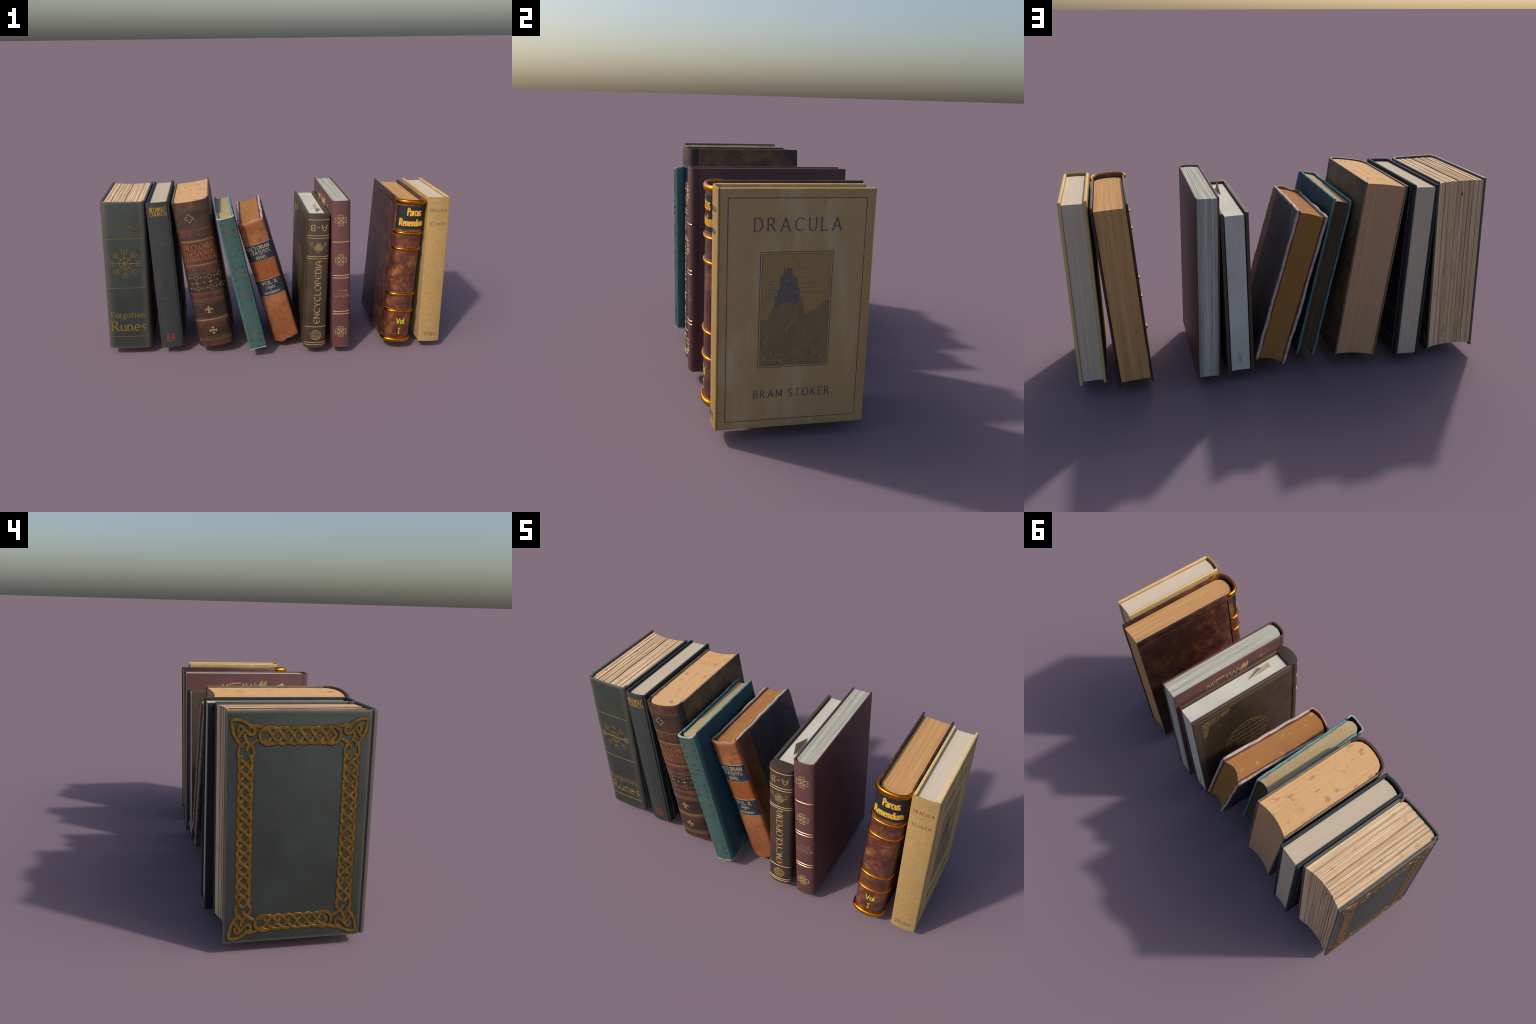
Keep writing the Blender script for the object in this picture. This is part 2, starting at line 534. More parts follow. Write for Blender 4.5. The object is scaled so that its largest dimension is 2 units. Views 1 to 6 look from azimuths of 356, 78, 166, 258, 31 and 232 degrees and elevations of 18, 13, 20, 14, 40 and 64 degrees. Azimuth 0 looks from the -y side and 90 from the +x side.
def lettering(mb, text, f, place, cap, width, thick=.16, thin=.07, serif=.2, table=GL, space=.2, h=.0006, pen=20):
    """Set a line of text `width` wide and `cap` high; place(a, b) gives surface (u, v)."""
    strokes, x = [], 0.
    for ch in text:
        if ch == " ":
            x += .45
            continue
        g = glyph(ch, table)
        xs = [p[0] for s in g for p in s]
        ends = [(k, e) for k, s in enumerate(g) for e in (s[0], s[-1])]
        for k, s in enumerate(g):
            strokes.append(([(p[0] + x, p[1]) for p in s], None))
            if not serif:
                continue
            for e, nb in ((s[0], s[1]), (s[-1], s[-2])):
                dx, dy = e[0] - nb[0], e[1] - nb[1]
                if abs(dy) < .75 * abs(dx) or min(abs(e[1] - t) for t in (0, 1, .64)) > .02:
                    continue
                shared = any(j != k and abs(q[0] - e[0]) + abs(q[1] - e[1]) < .03 for j, q in ends)
                l = serif * (.5 if abs(e[1] - .64) < .03 else 1)
                yy = e[1] + (thin / 2 if e[1] < .3 else -thin / 2)
                x0, x1 = e[0] - l, e[0] + l
                if shared:
                    if e[0] > min(xs) + .05:
                        continue
                    x1 = e[0]
                if abs(e[1] - .64) < .03 or (ch in "hldt" and e[1] > .9):
                    x1 = e[0]
                strokes.append(([(x0 + x, yy), (x1 + x, yy)], thin * 1.1))
        x += max(xs) + space + thick * .5
    x -= space + thick * .5
    sx = width / max(x, .05)
    c, sn = math.cos(math.radians(pen)), math.sin(math.radians(pen))
    for s, wf in strokes:
        pts = []
        for a, b in zip(s[:-1], s[1:]):
            m = max(1, int(math.hypot((b[0] - a[0]) * sx, (b[1] - a[1]) * cap) / .006))
            pts += [(a[0] + (b[0] - a[0]) * i / m, a[1] + (b[1] - a[1]) * i / m) for i in range(m)]
        pts.append(s[-1])
        P = [place(p[0] * sx, p[1] * cap) for p in pts]
        if wf:
            W = [wf * cap] * len(P)
        else:
            W = []
            for i in range(len(pts)):
                a, b = pts[max(0, i - 1)], pts[min(len(pts) - 1, i + 1)]
                dx, dy = (b[0] - a[0]) * sx, (b[1] - a[1]) * cap
                d = math.hypot(dx, dy) or 1
                W.append(cap * (thin + (thick - thin) * abs(dx * -sn + dy * c) / d))
        ribbon(mb, P, W, f, h, chamfer=.15)


def at(u0, v0, du=(1, 0), dv=(0, 1)):
    return lambda a, b: (u0 + a * du[0] + b * dv[0], v0 + a * du[1] + b * dv[1])


def nz3(p, s, seed=0.):
    return noise.noise(Vector((p[0] * s + seed, p[1] * s - seed * .7, p[2] * s + seed * 1.3)))


# =================================================================== 1 green
def green_book():
    T, D, H = .254, .5446, .8994
    b = Book("thick dark green book with golden interlaced border", (0, .0114, 0), (-.8735, -.2109, .0476), T, D, H, .0112)
    g1, g2 = lin(53, 61, 55), lin(42, 49, 45)

    def skin(name, rect=None, dull=lin(92, 90, 80)):
        m = Mat(name)
        c = m.ramp(m.noise(5, 5, .6), (.35, g2), (.68, g1))
        c = m.mix(m.ramp(m.noise(9, 5, .65, loc=(3, 3, 1)), (.52, 0.), (.75, .75)), c, lin(50, 47, 41))
        if rect:
            c = m.mix(m.edge(*rect, .012, .008, 40), c, dull)
        else:
            x, y, z = m.xyz()
            ax = m.math("ABSOLUTE", x)
            k = m.ramp(m.math("ADD", ax, m.math("MULTIPLY", m.noise(14, 4), .03)), (.096, 0.), (.132, .9))
            c = m.mix(k, c, lin(80, 77, 68))
            zz = m.math("MINIMUM", z, m.math("SUBTRACT", H, z))
            c = m.mix(m.ramp(zz, (0., .8), (.012, 0.)), c, dull)
        wv = m.t.nodes.new("ShaderNodeTexWave")
        wv.inputs["Scale"].default_value = 95
        wv.inputs["Distortion"].default_value = 2.5
        wv.inputs["Detail"].default_value = 2
        m.t.links.new(m.vec(rot=(math.radians(60), 0, 0)), wv.inputs["Vector"])
        n = m.bump(wv.outputs["Fac"], .12, .001)
        n = m.bump(m.noise(300, 3), .15, .001, n)
        return m.done(c, .5, nrm=n, spec=.45)

    cov = skin("green_leather_cover", (-.004, D + .002, -.001, H + .001))
    spm = skin("green_leather_spine")
    half = [(.1268, .0015), (.1255, -.001), (.1195, -.0035), (.1178, -.0075), (.1193, -.011), (.1225, -.0125), (.1238, -.0155), (.1215, -.0225), (.1135, -.030), (.1, -.0342), (.05, -.0368)]
    prof = [(-x, y) for x, y in half] + [(0, -.0375)] + half[::-1]
    b.spine(prof, .0112, spm, r=.0032, per=4)
    for s_, nm in ((-1, "front_cover"), (1, "back_cover")):
        b.cover(nm, s_, cov, .0016, r=.0022)
    pm = pages_mat("yellowed_gathered_pages", lin(246, 214, 172), lin(196, 156, 118), 130, (.34, .58), lin(172, 116, 62), (.6, .74), lin(226, 180, 126), lin(206, 184, 156), .4)
    front = [(-.112, .0), (-.104, -.010), (-.085, -.0215), (.085, -.0215), (.104, -.010), (.112, .0)]
    b.pages(pm, .1152, front, D - .004, .012, H - .010, .021, 34, .0026, 5, .0007, jf=.0016)
    # dark hollows between gatherings
    dk = plain("dark_page_gap", lin(70, 45, 38), .9)
    rnd = random.Random(3)
    mb = MB()
    for x in (-.093, -.071, -.064, -.05, -.034, -.012, .004, .012, .052, .079):
        x += rnd.uniform(-.003, .003)
        yb = D - .004 - .021 * (1 - (x / .1152) ** 2)
        w = rnd.uniform(.0006, .0012)
        top = lambda u, v, o, x=x: (x + v, u, H - .0115 + o)
        k = rnd.uniform(-.002, .002)
        ribbon(mb, [(-.02 + (yb + .016) * i / 12, .0012 * math.sin(i * .9 + x * 90) + k) for i in range(13)], [w * (.5 + .8 * abs(math.sin(i * .7 + x * 50))) for i in range(13)], top, .0018, lift=0)
        back = lambda u, v, o, x=x, yb=yb: (x + v, yb + o, u)
        ribbon(mb, [(.014 + (H - .026) * i / 14, .0012 * math.sin(i * .8 + x * 90) + k) for i in range(15)], [w * (.5 + .8 * abs(math.sin(i * .7 + x * 50))) for i in range(15)], back, .0006, lift=0)
    make("page_gap", mb, dk, b.e, None, True)
    mb = MB()
    blob(mb, [(.012, .812), (.018, .815), (.021, .822), (.019, .832), (.016, .826)], lambda u, v, o: (-u, D - .0245 + o, v), .0007)
    make("worm_hole", mb, dk, b.e)

    gold = foil_mat("dull_gold_foil", lin(166, 130, 62), .55, .36, lin(96, 86, 58), (.56, .72))
    f = b.smap()
    mb = MB()
    for z, x0, x1 in ((.684, -.1086, .1087), (.385, -.112, .113), (.0768, -.1117, .1056)):
        n = 24
        ribbon(mb, [(x0 + (x1 - x0) * i / n, z) for i in range(n + 1)], [.0032 + .0016 * nz3((i * .3, z, 0), 3) for i in range(n + 1)], f, .0008)
    make("gilt_rule", mb, gold, b.e)
    mb = MB()
    for k in range(8):
        a = k * pi / 4
        ux, uy = math.cos(a), math.sin(a)
        P = lambda r, t, ux=ux, uy=uy: (-.003 + r * ux * 1.02 - t * uy, .5355 + r * uy - t * ux * -1)
        line(mb, P(0, 0), P(.0895, 0), .0046, f, .0012)
        line(mb, P(.0635, -.0155), P(.0635, .0155), .0045, f, .0012, 4)
        for t in (-.0135, .0135):
            line(mb, P(.062, t), P(.0895, t), .0045, f, .0012, 4)
    ring(mb, -.003, .5355, .0335, .0044, f, .0012, 40)
    disc(mb, -.003, .5355, .008, f, .0016)
    make("gilt_compass_ornament", mb, gold, b.e)
    mb = MB()
    lettering(mb, "Forgotten", f, at(-.099, .198), .036, .189, .17, .08)
    lettering(mb, "Runes", f, at(-.1, .1135), .0605, .195, .17, .07)
    make("gilt_title", mb, gold, b.e)
    mb = MB()
    dull = foil_mat("rubbed_gold_foil", lin(112, 98, 52), .4, .5, g1, (.5, .66))
    lettering(mb, "Elara Meadowlight", f, at(-.099, .7445), .0245, .191, .15, .07)
    make("gilt_author_name", mb, dull, b.e)

    # interlaced knot border on both covers
    kn = Mat("antique_gold_knotwork")
    c = kn.ramp(kn.noise(40, 5, .65), (.35, lin(104, 78, 30)), (.65, lin(142, 108, 42)))
    c = kn.mix(kn.ramp(kn.noise(24, 5, .6), (.62, 0.), (.72, .8)), c, lin(96, 92, 58))
    knot = kn.done(c, .36, .6, kn.bump(kn.noise(180, 4), .4, .0015), spec=.5)
    dark = plain("drawn_knot_shadow", lin(30, 36, 33), .7)  # dark outline ribbons draw the shadow around the raised strands

    def knotwork(side, name):
        mb, md = MB(), MB()
        f0 = b.cmap(side)
        cy, y0, y1, zt, zb = .2677, .0680, .4690, .808, .0765
        w = .0138

        def strand(pts, lifts):
            ribbon(mb, pts, w, f0, .0016, lift=0, lifts=lifts, chamfer=.14)
            ribbon(md, pts, w * 1.32, f0, .0003, lift=0, chamfer=.02, lifts=[l * .1 for l in lifts])

        def braid(p0, p1, amp, peaks, flip=1, ph=0.):
            p0, p1 = np.array(p0), np.array(p1)
            d = p1 - p0
            L = np.linalg.norm(d)
            d /= L
            nr = np.array([-d[1], d[0]])
            lam = 4 * L / peaks
            for k in range(4):
                n = int(peaks * 14)
                pts, lf = [], []
                for i in range(n + 1):
                    s = L * i / n
                    th = 2 * pi * s / lam + pi * k / 2 + ph
                    pts.append(p0 + d * s + nr * amp * (math.sin(th) + .06 * math.sin(3 * th)))
                    lf.append(-.0011 * flip * math.cos(4 * th) * max(-1, min(1, 1.6 * math.cos(th))))
                strand(pts, lf)

        braid((.1330, zt), (.4024, zt), .0315, 6.75, -1)
        braid((.1330, zb), (.4024, zb), .0305, 6.75, 1)
        braid((y0, .145), (y0, .738), .0285, 13.75, -1)
        braid((y1, .145), (y1, .738), .0265, 13.75, 1)
        # pointed corner knots that tie the four bands together (millimetres from the cover centre)
        tie = {
            "diagonal": (.0002, [(157, 352), (168, 346), (182, 337), (194, 326), (199, 311)]),
            "inner": (.0005, [(207, 375), (205, 359), (195, 341), (182, 330), (174, 317), (171.5, 304), (173, 290)]),
            "top_link": (.0003, [(142, 396), (156, 401), (168, 403), (181, 401), (191, 394)]),
            "outer_side": (.0006, [(256, 421), (253, 401), (249, 380), (240, 360), (226, 339), (212, 323)]),
            "bar": (.0007, [(212, 388), (223, 374), (232, 360)]),
            "side_loop": (.0009, [(206, 346), (221, 330), (227.5, 315), (229, 299), (227, 286)]),
            "arc": (.0012, [(258, 419), (249, 424.5), (231, 425), (210, 418), (192, 407), (177, 397), (170, 387), (171, 377), (180, 371), (193, 375), (206, 389), (217, 399), (225, 402), (230, 394), (231, 378)]),
            "band_loop": (.0015, [(103, 396.5), (125, 398), (142, 389), (152, 374), (151, 359), (143, 343), (126, 334.5), (104, 335)]),
        }
        for sy in (-1, 1):
            for sz in (-1, 1):
                for lift, pts in tie.values():
                    p = catmull([(cy + sy * u / 1000, .4425 + sz * v / 1000) for u, v in pts], 8)
                    strand(p, [lift] * len(p))
        make("drawn_knot_shadow", md, dark, b.e)
        make(name, mb, knot, b.e, 30)

    knotwork(-1, "knotwork_border")
    knotwork(1, "knotwork_border")


# =================================================================== 2 slate cloth
def slate_book():
    T, D, H = .1294, .6066, .896
    b = Book("slim slate grey cloth book with gold title", (0, -.0511, 0), (-.6212, -.2454, .0459), T, D, H, .0155)
    cov = cloth_mat("slate_cloth_cover", lin(44, 51, 53), lin(32, 38, 41), None, 900, .75, (lin(64, 72, 74), (-.01, D + .006, -.004, H + .004), .009, .008))
    spm = cloth_mat("slate_cloth_spine", lin(66, 69, 68), lin(45, 48, 48), None, 520, .8, None, None, .35)
    b.spine([(-.0637, .003), (-.0636, -.002), (-.04, -.0098), (-.0067, -.0132), (.027, -.0105), (.0625, -.002), (.0632, .003)], .0145, spm, r=.0045, per=6)
    for s_, nm in ((-1, "front_cover"), (1, "back_cover")):
        b.cover(nm, s_, cov, .003, r=.006, seg=4)
    wornm = plain("rubbed_hinge", lin(112, 112, 104), .8, 0, .4, 40)
    mb = MB()
    ribbon(mb, [(.0045, .8), (.0052, .83), (.005, .86), (.004, .885)], [.0006, .003, .0034, .001], b.cmap(1), .0005)
    make("rubbed_hinge", mb, wornm, b.e)
    pm = pages_mat("clean_cream_pages", lin(210, 192, 167), lin(190, 172, 148), 420, (.3, .72), bumpk=.12)
    front = [(-.05, .022), (-.03, .0165), (0, .0135), (.03, .0165), (.05, .022)]
    b.pages(pm, .0488, front, D - .007, .013, H - .013, .001, 8, .0003, 2)
    gold = foil_mat("gold_foil_title", lin(196, 152, 72), .45, .45)
    f = b.smap()
    mb = MB()
    lettering(mb, "BEOWULF", f, at(-.0455, .844), .0245, .088, .2, .07, .2)
    lettering(mb, "CHURCH", f, at(-.0465, .8195), .0215, .0905, .22, .08, .22)
    make("gilt_title", mb, gold, b.e)
    red = plain("faded_red_stamp", lin(116, 52, 46), .8, 0, .35, 120)
    mb = MB()
    lettering(mb, "B", f, at(-.021, .046), .044, .04, .26, .08, .12)
    rnd = random.Random(8)
    for i in range(60):
        a, r = rnd.uniform(0, 2 * pi), rnd.uniform(.3, 1)
        disc(mb, .0025 + .034 * r * math.cos(a), .068 + .028 * r * math.sin(a), rnd.uniform(.0005, .0013), f, .0004, 6)
    for k in range(3):
        ring(mb, .0 + .006 * k, .062 + .006 * k, .008 + .002 * k, .0012, f, .0005, 16)
    make("red_initial", mb, red, b.e)
    dg = foil_mat("dark_gold_line", lin(150, 110, 42), .5, .5)
    bl = cloth_mat("dark_cover_panel", lin(24, 32, 40), lin(14, 20, 26), None, 900, .7)
    for s_ in (1, -1):
        g = b.cmap(s_)
        mb = MB()
        patch(mb, .04, .566, .018, .873, g, .0005, 4, 4)
        make("cover_panel", mb, bl, b.e)
        mb = MB()
        for a, c in (((.04, .016), (.567, .016)), ((.04, .875), (.567, .875)), ((.04, .016), (.04, .875)), ((.567, .016), (.567, .875)),
                     ((.04, .7525), (.567, .7525)), ((.04, .6225), (.567, .6225)), ((.04, .229), (.567, .229)), ((.04, .0895), (.567, .0895)),
                     ((.4585, .0895), (.4585, .3)), ((.149, .0895), (.149, .3))):
            line(mb, a, c, .0042, g, .0011, 4)
        mk = (lambda u, v: at(u, v)) if s_ > 0 else (lambda u, v: at(.607 - u, v, (-1, 0)))
        lettering(mb, "CHURCH", g, mk(.27, .034), .036, .27, .16, .08, .16)
        lettering(mb, "BEOWULF", g, mk(.1, .785), .06, .42, .16, .08, .16)
        make("gilt_frame", mb, dg, b.e)


# =================================================================== 3 brown alchemy book
def brown_book():
    T, D, H = .2144, .5878, .8947
    b = Book("thick brown leather book with gilt patterned spine", (0, -.1468, 0), (-.3531, -.2633, .0615), T, D, H, .0095)
    m = Mat("mottled_brown_leather")
    c = m.ramp(m.noise(16, 6, .65), (.35, lin(46, 33, 29)), (.62, lin(66, 46, 38)))
    x, y, z = m.xyz()
    # warmer, redder bands where the gilding wore the surface
    bands = None
    for z0, z1 in ((.69, .735), (.48, .52), (.3, .342), (.13, .16), (.0, .034), (.862, .9)):
        k = m.math("MULTIPLY", m.ramp(z, (max(0, z0 - .012), 0.), (z0 + .004, 1.)), m.ramp(z, (z1 - .004, 1.), (min(1, z1 + .012), 0.)))
        bands = k if bands is None else m.math("MAXIMUM", bands, k)
    red = m.ramp(m.noise(26, 5, .65, loc=(2, 9, 4)), (.36, lin(60, 40, 32)), (.62, lin(98, 54, 38)))
    c = m.mix(m.math("MULTIPLY", bands, .85), c, red)
    ax = m.math("ABSOLUTE", x)
    c = m.mix(m.ramp(m.math("ADD", ax, m.math("MULTIPLY", m.noise(20, 4), .03)), (.098, 0.), (.122, .8)), c, lin(34, 31, 25))
    scuff = m.math("MULTIPLY", m.ramp(m.noise(18, 5, .7, st=(1.6, 1, .7)), (.6, 0.), (.72, .7)), m.ramp(m.math("MULTIPLY", x, -1.), (.02, 0.), (.07, 1.)))
    c = m.mix(scuff, c, lin(128, 104, 82))
    spm = m.done(c, .5, nrm=m.bump(m.voro(240), .3, .001, m.bump(m.noise(40, 5), .3, .003)), spec=.4)
    half = [(.1062, .0492), (.106, .032), (.1015, .0135), (.0885, -.0025), (.066, -.0155), (.03, -.0238)]
    prof = [(-x, y) for x, y in half] + [(0, -.0258)] + half[::-1]
    b.spine(prof, .0135, spm, r=.0018, per=4)
    mm = Mat("marbled_dark_paper")
    c = mm.ramp(mm.noise(9, 6, .65), (.34, lin(60, 44, 34)), (.66, lin(106, 80, 50)))
    c = mm.mix(mm.ramp(mm.noise(20, 5, .6, loc=(1, 5, 3)), (.55, 0.), (.72, .5)), c, lin(62, 46, 44))
    v1 = mm.ramp(mm.voro(15, "DISTANCE_TO_EDGE", warp=.05), (.0, .85), (.045, 0.))
    v2 = mm.ramp(mm.voro(26, "DISTANCE_TO_EDGE", loc=(3, 1, 2), warp=.05), (.0, .7), (.035, 0.))
    msk = mm.ramp(mm.noise(7, 3), (.42, 0.), (.62, 1.))
    c = mm.mix(mm.math("MULTIPLY", mm.math("MAXIMUM", v1, v2), msk), c, lin(134, 118, 90))
    c = mm.mix(mm.edge(.03, D + .002, -.001, H + .001, .006, .012, 45), c, lin(128, 112, 92))
    cov = mm.done(c, .55, nrm=mm.bump(mm.noise(90, 4), .25, .002), spec=.35)
    lea = leather_mat("dark_corner_leather", lin(70, 60, 54), lin(52, 45, 42), None, 20, .55)
    gold = foil_mat("olive_gold_tooling", lin(134, 106, 66), .35, .5, lin(74, 54, 40), (.55, .72))
    for s_, nm in ((-1, "front_cover"), (1, "back_cover")):
        b.cover(nm, s_, cov, .0495, r=.0022)
        g = b.cmap(s_)
        mb = MB()
        for za, zb in ((H - .0012, H - .094), (.0012, .094)):
            blob(mb, [(D - .0015, za), (D - .0015, zb), (D - .099, za)], g, .0006, 1)
        make("corner_leather", mb, lea, b.e)
        mb = MB()
        for za, zb in ((H - .001, H - .094), (.001, .094)):
            line(mb, (D - .0008, zb), (D - .099, za), .0024, g, .0011, 6)
        line(mb, (.0525, .0005), (.0525, H - .0005), .006, g, .0009, 30)
        make("gilt_rule", mb, gold, b.e)
    pm = pages_mat("tan_worn_pages", lin(222, 178, 128), lin(202, 156, 108), 300, (.28, .75), lin(148, 108, 78), (.57, .70), lin(200, 150, 96), None, .15, lin(204, 160, 124))
    front = [(-.096, .062), (-.09, .034), (-.072, .009), (-.04, -.0045), (0, -.0085), (.04, -.0045), (.072, .009), (.09, .034), (.096, .062)]
    b.pages(pm, .0968, front, D - .005, .009, H - .007, .017, 10, .0004, 4)
    f = b.smap()
    mb = MB()
    X = .094

    def rule(z, w=.0026, x=X):
        ribbon(mb, [(-x + 2 * x * i / 40, z) for i in range(41)], w, f, .0006)

    def dots(z, n=36, r=.0015, x=.088):
        for i in range(n):
            disc(mb, -x + 2 * x * (i + .5) / n, z, r, f, .0005, 6)

    def teeth(z, up, n=22, x=.09):
        for i in range(n):
            u = -x + 2 * x * (i + .5) / n
            blob(mb, [(u - .0026, z), (u + .0026, z), (u, z + up)], f, .0006, 1)

    for z in (.853, .8445, .735, .7275, .4715, .463, .347, .3385, .3035, .2955, .287, .055, .0465, .0385):
        rule(z)
    for z in (.833, .752, .2765, .19, .155, .0645):
        dots(z)
    rule(.663, .010)
    rule(.6545, .003)
    teeth(.668, .010)
    rule(.519, .010)
    rule(.527, .003)
    teeth(.514, -.009)
    rule(.1725, .012)
    rule(.164, .0026)
    rule(.181, .0026)
    make("gilt_band", mb, gold, b.e)
    mb = MB()
    lettering(mb, "ALCHEMIA", f, at(-.083, .6125), .0325, .166, .17, .07, .13, UNCIAL)
    lettering(mb, "THESAURUS", f, at(-.09, .574), .0315, .178, .17, .07, .13, UNCIAL)
    lettering(mb, "TRANSMUTATION", f, at(-.0915, .5445), .023, .182, .17, .08, .1, UNCIAL)
    make("gilt_title", mb, foil_mat("tan_gold_title", lin(154, 112, 70), .35, .5), b.e)
    mb = MB()
    patch(mb, -.1, .1, .5315, .6515, f, .0003, 40, 3)
    lab = leather_mat("red_leather_label", lin(94, 49, 40), lin(72, 38, 32), lin(84, 52, 42), 14, .5)
    make("title_label", mb, lab, b.e)
    mb = MB()

    def quatrefoil(u, v, r, w, k=.28):
        n = 48
        ribbon(mb, [(u + r * (1 + k * math.cos(4 * t)) * math.cos(t), v + r * (1 + k * math.cos(4 * t)) * math.sin(t)) for t in (2 * pi * i / n for i in range(n))], w, f, .0007, closed=True)

    def star(u, v, r):
        blob(mb, [(u + (r if i % 2 == 0 else r * .4) * math.cos(i * pi / 4), v + (r if i % 2 == 0 else r * .4) * math.sin(i * pi / 4)) for i in range(8)], f, .0006, 1, (u, v))

    def plus(u, v, r):
        line(mb, (u - r, v), (u + r, v), r * .42, f, .0006, 4)
        line(mb, (u, v - r), (u, v + r), r * .42, f, .0006, 4)
    quatrefoil(-.0195, .801, .0195, .005)
    for u in (-.0465, .0318, .0945):
        quatrefoil(u, .4435, .0115, .003, .16)
        quatrefoil(u + .0015, .3775, .0115, .003, .16)
    for u in (-.0875, -.0715, -.02, .0045, .06, .077):
        star(u, .4435, .0068)
        star(u + .002, .3775, .006)
    for u in (-.0475, .032):
        plus(u, .411, .0115)
    for u in (-.0765, -.0055, .0735):
        plus(u, .411, .0075)
    # fleur-de-lis
    u, v = -.008, .2375
    blob(mb, [(u, v + .028), (u + .008, v + .012), (u + .006, v), (u + .003, v - .012), (u - .003, v - .012), (u - .006, v), (u - .008, v + .012)], f, .0008)
    for s_ in (-1, 1):
        p = catmull([(u + s_ * .003, v - .012), (u + s_ * .006, v - .001), (u + s_ * .014, v + .005), (u + s_ * .0215, v + .002), (u + s_ * .0225, v - .005)], 6)
        ribbon(mb, p, [.005 + .003 * math.sin(pi * i / (len(p) - 1)) for i in range(len(p))], f, .0008)
        blob(mb, [(u, v - .009), (u + s_ * .006, v - .013), (u + s_ * .0115, v - .021), (u + s_ * .004, v - .0215), (u, v - .019)], f, .0008)
    line(mb, (u - .010, v - .0145), (u + .010, v - .0145), .004, f, .001, 4)
    # round-ended cross
    u, v = -.006, .104
    for k in range(4):
        dx, dy = ((1, 0), (0, 1), (-1, 0), (0, -1))[k]
        line(mb, (u + dx * .004, v + dy * .004), (u + dx * .017, v + dy * .017), .0078, f, .0008, 6)
        for t in (-1, 1):
            disc(mb, u + dx * .0185 + dy * t * .004, v + dy * .0185 + dx * t * .004, .0052, f, .0009, 12)
    ring(mb, u, v, .0056, .006, f, .0008, 16)
    make("gilt_tool_ornament", mb, foil_mat("pale_gold_tooling", lin(168, 138, 92), .35, .5, lin(96, 76, 54), (.58, .74)), b.e)


